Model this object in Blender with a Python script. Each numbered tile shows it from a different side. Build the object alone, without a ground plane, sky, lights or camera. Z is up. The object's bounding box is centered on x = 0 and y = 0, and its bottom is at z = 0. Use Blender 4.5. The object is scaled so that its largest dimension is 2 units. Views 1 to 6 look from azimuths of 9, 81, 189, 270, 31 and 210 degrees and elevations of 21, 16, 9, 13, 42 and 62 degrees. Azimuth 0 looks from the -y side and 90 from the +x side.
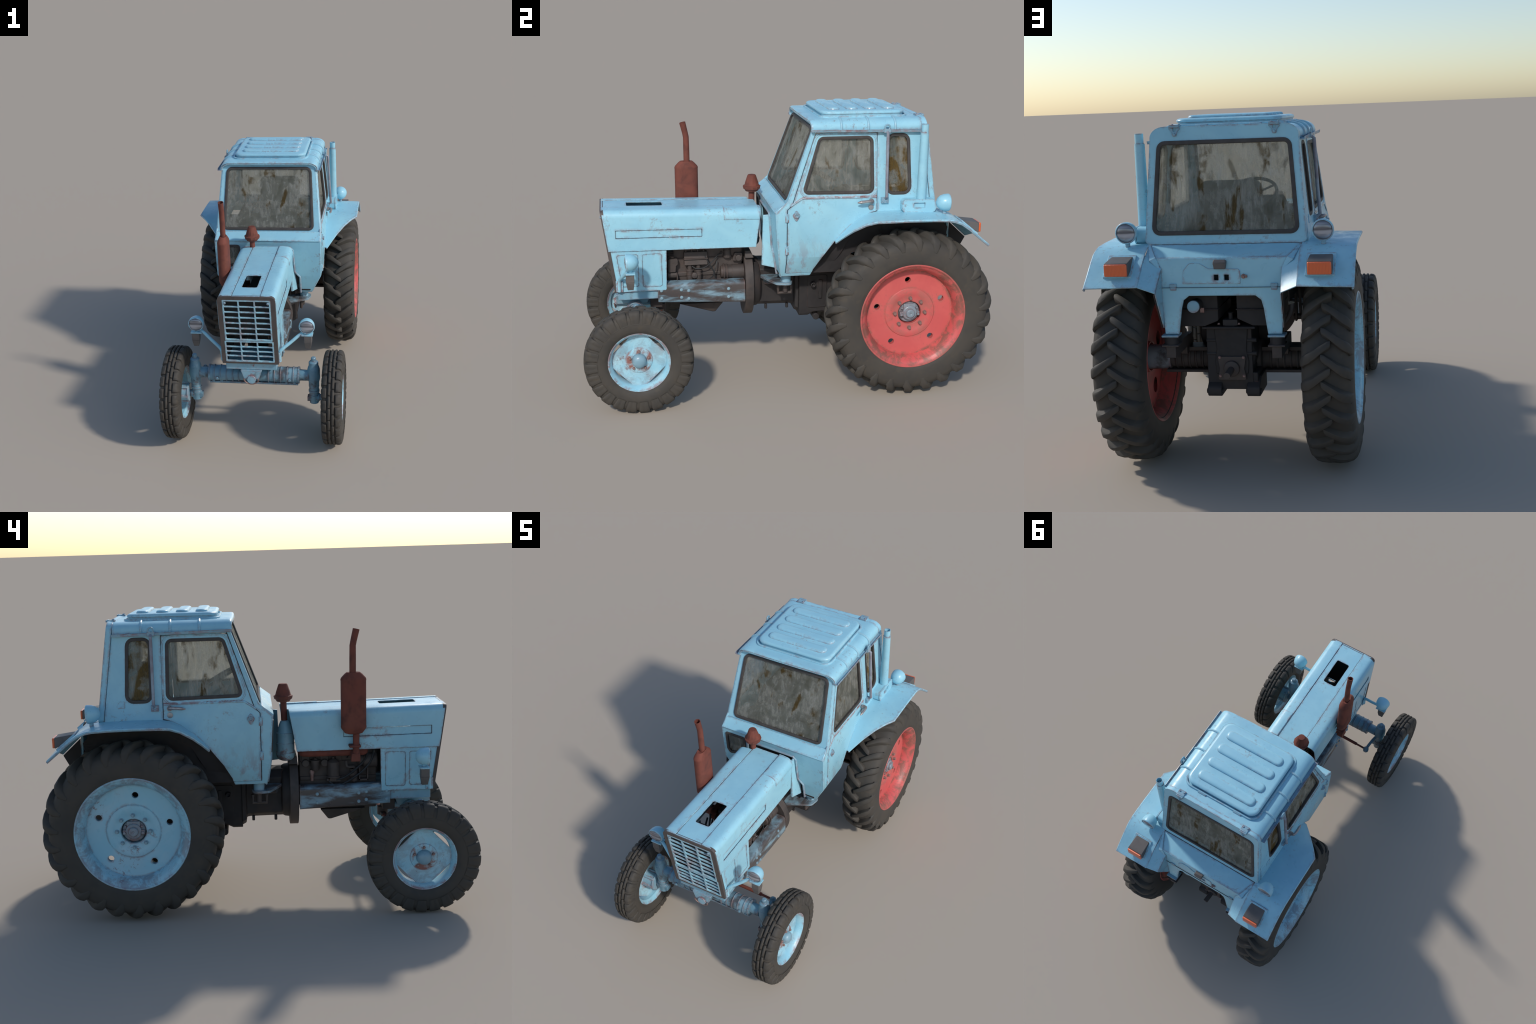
# Old light-blue farm tractor with a boxy cab, red right rear wheel and rusty exhaust.
import bpy, bmesh, math, random
from mathutils import Vector, Matrix, geometry
random.seed(7)
PI = math.pi

# ---------------------------------------------------------------- clean scene
for o in list(bpy.data.objects):
    bpy.data.objects.remove(o, do_unlink=True)
COL = bpy.context.scene.collection

# ================================================================ materials
class NT:
    def __init__(self, name):
        self.m = bpy.data.materials.new(name)
        self.m.use_nodes = True
        self.t = self.m.node_tree
        self.t.nodes.clear()
        self.out = self.n('ShaderNodeOutputMaterial')
    def n(self, kind, **kw):
        nd = self.t.nodes.new(kind)
        for k, v in kw.items():
            setattr(nd, k, v)
        return nd
    def l(self, a, b):
        self.t.links.new(a, b)
    def setin(self, nd, key, v):
        if isinstance(v, bpy.types.NodeSocket):
            self.l(v, nd.inputs[key])
        else:
            nd.inputs[key].default_value = v
    def coords(self, scale=(1, 1, 1)):
        tc = self.n('ShaderNodeTexCoord')
        mp = self.n('ShaderNodeMapping')
        mp.inputs['Scale'].default_value = scale
        self.l(tc.outputs['Object'], mp.inputs['Vector'])
        return mp.outputs['Vector']
    def noise(self, scale, detail=5, rough=0.6, vec=None, dist=0.0):
        nd = self.n('ShaderNodeTexNoise')
        nd.inputs['Scale'].default_value = scale
        nd.inputs['Detail'].default_value = detail
        nd.inputs['Roughness'].default_value = rough
        nd.inputs['Distortion'].default_value = dist
        if vec is None:
            vec = self.coords()
        self.l(vec, nd.inputs['Vector'])
        return nd.outputs['Fac']
    def ramp(self, fac, lo, hi, a=0.0, b=1.0):
        nd = self.n('ShaderNodeMapRange')
        nd.interpolation_type = 'SMOOTHSTEP'
        self.l(fac, nd.inputs['Value'])
        for k, v in (('From Min', lo), ('From Max', hi), ('To Min', a), ('To Max', b)):
            nd.inputs[k].default_value = v
        return nd.outputs['Result']
    def math(self, op, a, b=0.0, clamp=False):
        nd = self.n('ShaderNodeMath', operation=op)
        nd.use_clamp = clamp
        self.setin(nd, 0, a)
        self.setin(nd, 1, b)
        return nd.outputs[0]
    def mix(self, fac, a, b):
        nd = self.n('ShaderNodeMix', data_type='RGBA')
        self.setin(nd, 0, fac)
        for idx, v in ((6, a), (7, b)):
            if isinstance(v, bpy.types.NodeSocket):
                self.l(v, nd.inputs[idx])
            else:
                nd.inputs[idx].default_value = (*v, 1.0)
        return nd.outputs[2]
    def edges(self, radius, lo, hi):
        """mask of sharp edges: how far the rounded normal leaves the true one"""
        bv = self.n('ShaderNodeBevel', samples=6)
        bv.inputs['Radius'].default_value = radius
        ge = self.n('ShaderNodeNewGeometry')
        dt = self.n('ShaderNodeVectorMath', operation='DOT_PRODUCT')
        self.l(bv.outputs['Normal'], dt.inputs[0])
        self.l(ge.outputs['Normal'], dt.inputs[1])
        inv = self.math('SUBTRACT', 1.0, dt.outputs['Value'])
        return self.ramp(inv, lo, hi)
    def bump(self, height, strength, dist):
        b = self.n('ShaderNodeBump')
        b.inputs['Strength'].default_value = strength
        b.inputs['Distance'].default_value = dist
        self.l(height, b.inputs['Height'])
        return b.outputs['Normal']
    def finish(self, color, rough=0.5, metal=0.0, spec=0.4, normal=None, coat=0.0):
        p = self.n('ShaderNodeBsdfPrincipled')
        if isinstance(color, bpy.types.NodeSocket):
            self.l(color, p.inputs['Base Color'])
        else:
            p.inputs['Base Color'].default_value = (*color, 1)
        self.setin(p, 'Roughness', rough)
        p.inputs['Metallic'].default_value = metal
        p.inputs['Specular IOR Level'].default_value = spec
        p.inputs['Coat Weight'].default_value = coat
        if normal is not None:
            self.l(normal, p.inputs['Normal'])
        self.l(p.outputs[0], self.out.inputs[0])
        return self.m


def paint(name, base, faded, rust, rust_amt=0.5, edge_amt=1.0, wear=0.0, wear_col=(0.05, 0.04, 0.037),
          rough=0.31, chip=(0.52, 0.66, 0.74), rings=(), low=None, smear=(0.27, 0.21, 0.24), run=(1, 1, 1)):
    """weathered enamel: mottling, rust speckle in patches, smeared and rusty edges, optional bare patches,
    dirt rings round a wheel axis (rings: r0, r1, strength, colour) and a dirty lower band (low: z0, z1)"""
    k = NT(name)
    mott = k.noise(7.0, 4, 0.55, dist=0.6)
    col = k.mix(k.ramp(mott, 0.36, 0.68), base, faded)
    pale = k.ramp(k.noise(3.2, 5, 0.6, dist=0.8), 0.54, 0.72)
    col = k.mix(k.math('MULTIPLY', pale, 0.30), col, tuple(min(1, c * 0.80 + 0.055) for c in base))
    fine = k.noise(60.0, 6, 0.7)
    col = k.mix(k.math('MULTIPLY', k.ramp(fine, 0.52, 0.72), 0.16), col, tuple(c * 0.66 for c in base))
    if wear > 0:
        w = k.noise(9.0, 8, 0.62, dist=0.25, vec=k.coords(run))
        col = k.mix(k.ramp(w, 0.66 - 0.30 * wear, 0.80 - 0.24 * wear), col, wear_col)
    # rust speckle gathered in patches
    patch = k.ramp(k.noise(5.0, 3, 0.5), 0.50, 0.70)
    speck = k.ramp(k.noise(38.0, 9, 0.78), 0.53, 0.64)
    m = k.math('MULTIPLY', k.math('MULTIPLY', patch, speck), rust_amt, clamp=True)
    col = k.mix(m, col, rust)
    for r0, r1, amt, rc in rings:
        tc = k.n('ShaderNodeTexCoord')
        sp = k.n('ShaderNodeSeparateXYZ')
        k.l(tc.outputs['Object'], sp.inputs[0])
        r = k.math('SQRT', k.math('ADD', k.math('POWER', sp.outputs['Y'], 2.0), k.math('POWER', sp.outputs['Z'], 2.0)))
        w = 0.10 * (r1 - r0) + 0.003
        band = k.math('MULTIPLY', k.ramp(r, r0 - w, r0 + w), k.ramp(r, r1 - w, r1 + w, 1.0, 0.0))
        nz = k.ramp(k.noise(15.0, 8, 0.72, dist=0.5), 0.42, 0.60)
        col = k.mix(k.math('MULTIPLY', k.math('MULTIPLY', band, nz), amt, clamp=True), col, rc)
    if low is not None:
        tc = k.n('ShaderNodeTexCoord')
        sp = k.n('ShaderNodeSeparateXYZ')
        k.l(tc.outputs['Object'], sp.inputs[0])
        lo = k.ramp(sp.outputs['Z'], low[0], low[1], 1.0, 0.0)
        nz = k.ramp(k.noise(10.0, 9, 0.74, vec=k.coords((1.6, 1.6, 0.7))), 0.46, 0.62)
        col = k.mix(k.math('MULTIPLY', k.math('MULTIPLY', lo, nz), 0.65, clamp=True), col, smear)
    if edge_amt > 0:
        big = k.ramp(k.noise(8.0, 4, 0.55, dist=0.3), 0.40, 0.56)
        nse = k.ramp(k.noise(42.0, 9, 0.78), 0.40, 0.60)
        wide = k.math('MULTIPLY', k.edges(0.020, 0.004, 0.12), k.math('MULTIPLY', big, nse))
        col = k.mix(k.math('MULTIPLY', wide, 1.0 * edge_amt, clamp=True), col, smear)
        e = k.math('MULTIPLY', k.edges(0.0075, 0.02, 0.24), k.ramp(k.noise(22.0, 8, 0.75), 0.41, 0.54))
        col = k.mix(k.math('MULTIPLY', e, 1.0 * edge_amt, clamp=True), col, rust)
        e2 = k.math('MULTIPLY', k.edges(0.0035, 0.04, 0.22), k.ramp(k.noise(15.0, 5, 0.6), 0.46, 0.56))
        col = k.mix(k.math('MULTIPLY', e2, 0.5 * edge_amt, clamp=True), col, chip)
    rg = k.ramp(k.noise(14.0, 5, 0.6), 0.3, 0.7, rough - 0.06, rough + 0.14)
    nm = k.bump(k.noise(26.0, 4, 0.6), 0.06, 0.003)
    return k.finish(col, rg, 0.0, 0.5, nm)


def simple(name, base, second, scale=14.0, rough=0.6, metal=0.0, lo=0.4, hi=0.68, bump=0.25, third=None, edge=None,
           spec=0.35):
    k = NT(name)
    col = k.mix(k.ramp(k.noise(scale, 7, 0.65, dist=0.4), lo, hi), base, second)
    if third is not None:
        col = k.mix(k.math('MULTIPLY', k.ramp(k.noise(scale * 0.45, 6, 0.6), 0.52, 0.68), 0.8), col, third)
    if edge is not None:
        e = k.math('MULTIPLY', k.edges(0.005, 0.03, 0.3), k.ramp(k.noise(20.0, 5, 0.6), 0.42, 0.6))
        col = k.mix(k.math('MULTIPLY', e, 0.7), col, edge)
    nm = k.bump(k.noise(scale * 6, 5, 0.65), bump, 0.003)
    return k.finish(col, rough, metal, spec, nm)


RUST = (0.21, 0.088, 0.075)
BLUE = (0.285, 0.560, 0.685)
BLUE2 = (0.325, 0.610, 0.720)
GRIME = (0.155, 0.115, 0.125)
M = {}
M['blue'] = paint('light_blue_paint', BLUE, BLUE2, RUST, 0.55, 1.0)
M['blue_low'] = paint('light_blue_paint_dirty_foot', BLUE, BLUE2, RUST, 0.55, 1.0, low=(-0.34, -0.10))
M['blue_worn'] = paint('worn_blue_paint', (0.20, 0.38, 0.48), (0.27, 0.45, 0.53), RUST, 1.0, 1.2, wear=0.35, wear_col=(0.10, 0.10, 0.11))
M['blue_rim'] = paint('blue_rim_paint', BLUE, (0.36, 0.58, 0.68), (0.20, 0.09, 0.085), 1.0, 1.0,
                      rings=((0.214, 0.262, 0.62, (0.17, 0.145, 0.17)), (0.118, 0.128, 0.30, GRIME)))
M['blue_front_rim'] = paint('blue_front_rim_paint', BLUE, (0.40, 0.62, 0.70), (0.20, 0.09, 0.085), 0.9, 1.0,
                            rings=((0.034, 0.064, 1.0, (0.26, 0.11, 0.09)), (0.137, 0.16, 0.9, (0.28, 0.13, 0.12)), (0.07, 0.125, 0.35, GRIME)))
M['axle'] = paint('chipped_axle_paint', (0.12, 0.245, 0.325), (0.18, 0.315, 0.385), (0.16, 0.075, 0.065), 1.0, 1.2, wear=0.50,
                  wear_col=(0.07, 0.075, 0.085), smear=(0.17, 0.10, 0.095))
M['rail'] = paint('bare_rail_paint', (0.23, 0.36, 0.43), (0.17, 0.27, 0.33), (0.15, 0.08, 0.065), 0.5, 1.0, wear=0.98,
                  wear_col=(0.072, 0.062, 0.060), smear=(0.13, 0.085, 0.075), run=(1.0, 0.55, 2.2))
M['hub_grey'] = paint('greasy_hub_metal', (0.20, 0.25, 0.29), (0.27, 0.31, 0.34), (0.22, 0.10, 0.08), 1.0, 1.0, wear=0.55, wear_col=(0.055, 0.05, 0.05))
M['hub_blue'] = paint('dull_hub_paint', (0.19, 0.33, 0.41), (0.25, 0.39, 0.46), (0.20, 0.085, 0.07), 1.0, 1.2, wear=0.15, wear_col=(0.15, 0.085, 0.075))
M['red'] = paint('red_rim_paint', (0.56, 0.096, 0.092), (0.60, 0.112, 0.103), (0.23, 0.10, 0.075), 0.5, 0.7,
                 rough=0.42, chip=(0.55, 0.22, 0.19), smear=(0.27, 0.13, 0.10),
                 rings=((0.208, 0.262, 0.95, (0.235, 0.095, 0.072)), (0.06, 0.125, 0.6, (0.36, 0.13, 0.105))))
M['grey_bar'] = simple('worn_bar_paint', (0.23, 0.21, 0.24), (0.30, 0.36, 0.42), 12.0, 0.45, 0.1)
M['rust'] = simple('rusty_steel', (0.185, 0.058, 0.041), (0.100, 0.038, 0.030), 9.0, 0.75, 0.0, third=(0.205, 0.068, 0.046), spec=0.2)
M['iron'] = simple('oily_cast_iron', (0.078, 0.063, 0.057), (0.050, 0.043, 0.041), 12.0, 0.6, 0.1,
                   third=(0.095, 0.070, 0.060), edge=(0.15, 0.085, 0.07))
M['iron_dark'] = simple('dark_cast_iron', (0.036, 0.032, 0.032), (0.026, 0.024, 0.025), 12.0, 0.65, 0.1,
                        third=(0.050, 0.036, 0.031), edge=(0.11, 0.055, 0.045))
M['black'] = simple('dark_interior', (0.022, 0.022, 0.023), (0.030, 0.029, 0.028), 8.0, 0.8, bump=0.1)
M['cabin'] = simple('cabin_lining', (0.10, 0.105, 0.095), (0.075, 0.08, 0.072), 8.0, 0.8, bump=0.1)
M['seal'] = simple('window_rubber', (0.055, 0.048, 0.045), (0.075, 0.066, 0.062), 20.0, 0.6, bump=0.1)
M['frame'] = simple('grey_grille_surround', (0.095, 0.078, 0.072), (0.075, 0.064, 0.060), 14.0, 0.55, bump=0.1)
M['bolt'] = simple('bolt_steel', (0.26, 0.24, 0.24), (0.18, 0.13, 0.12), 60.0, 0.45, 0.5)
M['bolt_rust'] = simple('rusty_bolt_steel', (0.30, 0.20, 0.18), (0.24, 0.13, 0.11), 60.0, 0.5, 0.3)
M['bolt_blue'] = simple('painted_bolt', (0.24, 0.38, 0.44), (0.30, 0.36, 0.42), 60.0, 0.5, 0.1)
M['steel'] = simple('handle_metal', (0.40, 0.37, 0.36), (0.28, 0.22, 0.21), 30.0, 0.35, 0.6)
M['hose'] = simple('rubber_hose', (0.030, 0.032, 0.034), (0.022, 0.023, 0.024), 20.0, 0.5, bump=0.05)
M['grey_plastic'] = simple('grey_lamp_housing', (0.125, 0.112, 0.105), (0.095, 0.088, 0.084), 16.0, 0.55, bump=0.1)


def tyre_mat():
    k = NT('dusty_tyre_rubber')
    col = k.mix(k.ramp(k.noise(9.0, 6, 0.6), 0.35, 0.7), (0.064, 0.056, 0.047), (0.050, 0.046, 0.041))
    col = k.mix(k.math('MULTIPLY', k.ramp(k.noise(16.0, 7, 0.7, dist=0.7), 0.52, 0.72), 0.55), col, (0.088, 0.070, 0.050))
    nm = k.bump(k.noise(70.0, 6, 0.7), 0.25, 0.003)
    return k.finish(col, 0.68, 0.0, 0.30, nm)
M['tyre'] = tyre_mat()


def glass_mat(name='dusty_glass', lo=0.555, hi=0.635, stain=(0.170, 0.110, 0.036), extra=0.28):
    """dusty cab glass: clear pane veiled by translucent grime with run marks and brown stains"""
    k = NT(name)
    streak = k.noise(16.0, 9, 0.72, vec=k.coords((4.0, 4.0, 0.55)), dist=0.35)
    cloud = k.noise(10.0, 9, 0.68, dist=0.6)
    col = k.mix(k.ramp(cloud, 0.34, 0.62), (0.40, 0.385, 0.310), (0.62, 0.60, 0.53))
    col = k.mix(k.math('MULTIPLY', k.ramp(streak, 0.50, 0.68), 0.5), col, (0.60, 0.63, 0.62))
    st = k.math('MULTIPLY', k.ramp(k.noise(3.4, 5, 0.6, vec=k.coords((5.0, 5.0, 1.2)), dist=0.4), lo, hi),
                k.ramp(k.noise(15.0, 6, 0.65), 0.38, 0.54))
    col = k.mix(st, col, stain)
    veil = k.math('MULTIPLY', k.ramp(streak, 0.30, 0.68), k.ramp(cloud, 0.30, 0.62, 0.30, 1.0))
    f = k.math('ADD', k.math('ADD', 0.23, k.math('MULTIPLY', veil, 0.29)), k.math('MULTIPLY', st, extra), clamp=True)
    d = k.n('ShaderNodeBsdfPrincipled')
    k.l(col, d.inputs['Base Color'])
    d.inputs['Roughness'].default_value = 0.45
    d.inputs['Specular IOR Level'].default_value = 0.35
    tl = k.n('ShaderNodeBsdfTranslucent')
    k.l(col, tl.inputs['Color'])
    m1 = k.n('ShaderNodeMixShader')
    m1.inputs[0].default_value = 0.48
    k.l(d.outputs[0], m1.inputs[1])
    k.l(tl.outputs[0], m1.inputs[2])
    tr = k.n('ShaderNodeBsdfPrincipled')
    tr.inputs['Base Color'].default_value = (0.95, 0.96, 0.92, 1)
    tr.inputs['Transmission Weight'].default_value = 1.0
    tr.inputs['Roughness'].default_value = 0.0
    tr.inputs['IOR'].default_value = 1.01
    mx = k.n('ShaderNodeMixShader')
    k.l(f, mx.inputs[0])
    k.l(tr.outputs[0], mx.inputs[1])
    k.l(m1.outputs[0], mx.inputs[2])
    k.l(mx.outputs[0], k.out.inputs[0])
    return k.m
M['glass'] = glass_mat()
M['glass_ochre'] = glass_mat('ochre_stained_glass', 0.36, 0.53, (0.215, 0.135, 0.038), 0.34)


def lens_mat(name, base, second, axis_scale, rough):
    k = NT(name)
    w = k.n('ShaderNodeTexWave')
    w.inputs['Scale'].default_value = axis_scale
    w.inputs['Distortion'].default_value = 0.4
    k.l(k.coords(), w.inputs['Vector'])
    col = k.mix(k.math('MULTIPLY', w.outputs['Fac'], 0.7), base, second)
    nm = k.bump(w.outputs['Fac'], 0.3, 0.002)
    return k.finish(col, rough, 0.0, 0.6, nm, coat=0.3)
M['orange'] = lens_mat('orange_lens', (0.78, 0.140, 0.032), (0.66, 0.100, 0.026), 60.0, 0.35)
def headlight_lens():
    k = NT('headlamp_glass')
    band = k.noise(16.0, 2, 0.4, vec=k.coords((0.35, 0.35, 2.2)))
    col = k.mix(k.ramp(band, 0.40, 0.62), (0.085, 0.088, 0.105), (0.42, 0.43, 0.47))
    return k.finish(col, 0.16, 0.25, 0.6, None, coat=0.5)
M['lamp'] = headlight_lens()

# ================================================================ mesh building
WORLD = {}


def place(ob, parent, loc):
    COL.objects.link(ob)
    pl = WORLD.get(parent.name, Vector()) if parent else Vector()
    if parent:
        ob.parent = parent
    WORLD[ob.name] = Vector(loc)
    ob.location = Vector(loc) - pl
    return ob


def empty(name, parent, loc):
    e = bpy.data.objects.new(name, None)
    e.empty_display_size = 0.1
    return place(e, parent, loc)


def rotm(rx=0, ry=0, rz=0):
    return Matrix.Rotation(rz, 3, 'Z') @ Matrix.Rotation(ry, 3, 'Y') @ Matrix.Rotation(rx, 3, 'X')


class MB:
    """mesh builder in world coordinates"""
    def __init__(self):
        self.v, self.f, self.mi = [], [], []
        self.cur = 0
    def add(self, verts, faces):
        b = len(self.v)
        self.v += [Vector(p) for p in verts]
        for f in faces:
            self.f.append([b + i for i in f])
            self.mi.append(self.cur)
        return self
    def box(self, lo, hi):
        (a, b, c), (d, e, f) = lo, hi
        V = [(a, b, c), (d, b, c), (d, e, c), (a, e, c), (a, b, f), (d, b, f), (d, e, f), (a, e, f)]
        return self.add(V, [(0, 3, 2, 1), (4, 5, 6, 7), (0, 1, 5, 4), (1, 2, 6, 5), (2, 3, 7, 6), (3, 0, 4, 7)])
    def hexa(self, bottom, top):
        """eight corner solid: bottom and top quads in matching order"""
        return self.add(list(bottom) + list(top),
                        [(0, 3, 2, 1), (4, 5, 6, 7), (0, 1, 5, 4), (1, 2, 6, 5), (2, 3, 7, 6), (3, 0, 4, 7)])
    def rings(self, rings, closed=False, cap=True, loop=True):
        n = len(rings[0])
        V = [p for r in rings for p in r]
        F = []
        m = len(rings)
        for i in range(m if closed else m - 1):
            j = (i + 1) % m
            for a in range(n if loop else n - 1):
                b = (a + 1) % n
                F.append((i * n + a, i * n + b, j * n + b, j * n + a))
        if cap and not closed:
            F.append(tuple(range(n - 1, -1, -1)))
            F.append(tuple((m - 1) * n + a for a in range(n)))
        return self.add(V, F)
    def lathe(self, prof, origin=(0, 0, 0), axis=(1, 0, 0), n=32, closed=False, cap=True, phase=0.0):
        """prof: list of (along axis, radius)"""
        ax = Vector(axis).normalized()
        ref = Vector((0, 0, 1)) if abs(ax.z) < 0.9 else Vector((0, 1, 0))
        u = ref.cross(ax).normalized()
        w = ax.cross(u)
        o = Vector(origin)
        R = []
        for a, r in prof:
            R.append([o + ax * a + (u * math.cos(phase + 2 * PI * i / n) + w * math.sin(phase + 2 * PI * i / n)) * max(r, 1e-5)
                      for i in range(n)])
        return self.rings(R, closed, cap)
    def cyl(self, p0, p1, r0, r1=None, n=20):
        p0, p1 = Vector(p0), Vector(p1)
        d = p1 - p0
        return self.lathe([(0, r0), (d.length, r0 if r1 is None else r1)], p0, d, n)
    def sphere(self, c, r, n=20, sx=1, sy=1, sz=1, a0=0.0, a1=PI):
        c = Vector(c)
        R = []
        m = max(6, n // 2)
        for i in range(m + 1):
            t = a0 + (a1 - a0) * i / m
            R.append([c + Vector((r * max(math.sin(t), 1e-4) * math.cos(2 * PI * j / n) * sx,
                                  r * max(math.sin(t), 1e-4) * math.sin(2 * PI * j / n) * sy,
                                  r * math.cos(t) * sz)) for j in range(n)])
        return self.rings(list(reversed(R)))
    def tube(self, path, r, n=12, closed=False, cap=True):
        P = [Vector(p) for p in path]
        m = len(P)
        rad = r if isinstance(r, (list, tuple)) else [r] * m
        T = []
        for i in range(m):
            if closed:
                t = P[(i + 1) % m] - P[i - 1]
            else:
                t = P[min(i + 1, m - 1)] - P[max(i - 1, 0)]
            T.append(t.normalized())
        ref = Vector((0, 0, 1))
        if abs(T[0].dot(ref)) > 0.9:
            ref = Vector((1, 0, 0))
        u = (ref - T[0] * ref.dot(T[0])).normalized()
        R = []
        for i in range(m):
            u = (u - T[i] * u.dot(T[i])).normalized()
            w = T[i].cross(u)
            R.append([P[i] + (u * math.cos(2 * PI * a / n) + w * math.sin(2 * PI * a / n)) * rad[i] for a in range(n)])
        return self.rings(R, closed, cap)
    def sweep(self, path, normal_dirs, profile, closed=True):
        """sweep a 2D profile (side, out) along a loop; out direction given per point, side is across the path"""
        P = [Vector(p) for p in path]
        m = len(P)
        R = []
        for i in range(m):
            t = (P[(i + 1) % m] - P[i - 1]).normalized() if closed else (P[min(i + 1, m - 1)] - P[max(i - 1, 0)]).normalized()
            o = Vector(normal_dirs[i] if isinstance(normal_dirs, list) else normal_dirs).normalized()
            s = t.cross(o).normalized()
            R.append([P[i] + s * a + o * b for a, b in profile])
        return self.rings(R, closed, not closed)
    def grid(self, G, thick=0.0, skip=None):
        """sheet from a grid of points; cells in skip are left open; thick pushes a second skin along -normal"""
        m, n = len(G), len(G[0])
        skip = skip or set()
        bm = bmesh.new()
        vs = [[bm.verts.new(p) for p in row] for row in G]
        for i in range(m - 1):
            for j in range(n - 1):
                if (i, j) not in skip:
                    bm.faces.new((vs[i][j], vs[i + 1][j], vs[i + 1][j + 1], vs[i][j + 1]))
        for v in [v for v in bm.verts if not v.link_faces]:
            bm.verts.remove(v)
        return self.shell(bm, thick)
    def shell(self, bm, thick):
        bm.normal_update()
        bm.verts.index_update()
        if thick:
            vs = list(bm.verts)
            nv = len(vs)
            V = [v.co.copy() for v in vs] + [v.co - v.normal * (thick * min(v.calc_shell_factor(), 2.0)) for v in vs]
            F = []
            for f in bm.faces:
                ids = [v.index for v in f.verts]
                F.append(ids)
                F.append([i + nv for i in reversed(ids)])
            for e in bm.edges:
                if len(e.link_faces) == 1:
                    lp = e.link_loops[0]
                    a, b = lp.vert.index, lp.link_loop_next.vert.index
                    F.append([b, a, a + nv, b + nv])
            self.add(V, F)
        else:
            self.add([v.co.copy() for v in bm.verts], [[v.index for v in f.verts] for f in bm.faces])
        bm.free()
        return self
    def panel(self, outline, holes, mapf, thick, cuts=(), flip=False):
        """flat polygon with holes, bent by mapf(a, b), cut along lines b = const where it folds"""
        bm = bmesh.new()
        es = []
        for lp in [outline] + list(holes):
            vs = [bm.verts.new((p[0], p[1], 0)) for p in lp]
            es += [bm.edges.new((vs[i], vs[(i + 1) % len(vs)])) for i in range(len(vs))]
        bmesh.ops.triangle_fill(bm, use_beauty=True, use_dissolve=False, edges=es, normal=(0, 0, 1))
        for c in cuts:
            bmesh.ops.bisect_plane(bm, geom=list(bm.verts) + list(bm.edges) + list(bm.faces), dist=1e-5,
                                   plane_co=(0, c, 0), plane_no=(0, 1, 0))
        bm.normal_update()
        for f in bm.faces:
            if (f.normal.z < 0) != flip:
                f.normal_flip()
        for v in bm.verts:
            v.co = Vector(mapf(v.co.x, v.co.y))
        return self.shell(bm, thick)
    def mirrored(self):
        o = MB()
        o.v = [Vector((-p.x, p.y, p.z)) for p in self.v]
        o.f = [list(reversed(f)) for f in self.f]
        o.mi = list(self.mi)
        return o
    def moved(self, mat3=None, off=(0, 0, 0)):
        o = MB()
        off = Vector(off)
        o.v = [(mat3 @ p if mat3 else p) + off for p in self.v]
        o.f = [list(f) for f in self.f]
        o.mi = list(self.mi)
        return o
    def join(self, other):
        b = len(self.v)
        self.v += other.v
        self.f += [[b + i for i in f] for f in other.f]
        self.mi += [self.cur] * len(other.f)
        return self
    def mesh(self, name, mats, angle=35, off=Vector()):
        me = bpy.data.meshes.new(name)
        me.from_pydata([p - off for p in self.v], [], self.f)
        for mt in mats:
            me.materials.append(mt)
        me.polygons.foreach_set('material_index', self.mi)
        me.polygons.foreach_set('use_smooth', [True] * len(me.polygons))
        me.update()
        me.set_sharp_from_angle(angle=math.radians(angle))
        return me
    shift_x = 0.0
    shift_y = 0.0
    shift_z = 0.0
    def make(self, name, parent, mat, bevel=0.0, angle=35, seg=2, origin=None):
        if MB.shift_x or MB.shift_y:
            self.v = [p + Vector((MB.shift_x, MB.shift_y, MB.shift_z)) for p in self.v]
        mats = [M[x] for x in (mat if isinstance(mat, (list, tuple)) else [mat])]
        if origin is None:
            lo = Vector(map(min, *self.v)) if len(self.v) > 1 else self.v[0]
            hi = Vector(map(max, *self.v))
            origin = (lo + hi) / 2
        origin = Vector(origin)
        ob = bpy.data.objects.new(name, self.mesh(name, mats, angle, origin))
        place(ob, parent, origin)
        if bevel:
            add_bevel(ob, bevel, seg)
        return ob


def add_bevel(ob, w, seg=2, ang=38):
    b = ob.modifiers.new('rounded_edges', 'BEVEL')
    b.width = w
    b.segments = seg
    b.limit_method = 'ANGLE'
    b.angle_limit = math.radians(ang)
    b.use_clamp_overlap = True
    b.harden_normals = False
    b.loop_slide = True


def mirror_make(mb, name, parent, mat, both=True, **kw):
    mb.make(name, parent, mat, **kw)
    mb.mirrored().make(name, parent, mat, **kw)


def rounded(pts, r, n=5):
    """round the corners of a polygon; r a number or a list"""
    m = len(pts)
    out = []
    for i in range(m):
        p0, p, p1 = Vector(pts[i - 1]).to_2d(), Vector(pts[i]).to_2d(), Vector(pts[(i + 1) % m]).to_2d()
        rr = r[i] if isinstance(r, (list, tuple)) else r
        if rr <= 0:
            out.append(tuple(p))
            continue
        a, b = (p0 - p).normalized(), (p1 - p).normalized()
        ang = math.acos(max(-1, min(1, a.dot(b))))
        d = min(rr / math.tan(ang / 2), (p0 - p).length * 0.48, (p1 - p).length * 0.48)
        rr2 = d * math.tan(ang / 2)
        bis = (a + b).normalized()
        c = p + bis * (rr2 / math.sin(ang / 2))
        s, e = p + a * d, p + b * d
        a0 = math.atan2(*(s - c).yx)
        a1 = math.atan2(*(e - c).yx)
        da = (a1 - a0 + PI) % (2 * PI) - PI
        for k in range(n + 1):
            t = a0 + da * k / n
            out.append((c.x + rr2 * math.cos(t), c.y + rr2 * math.sin(t)))
    return out


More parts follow.
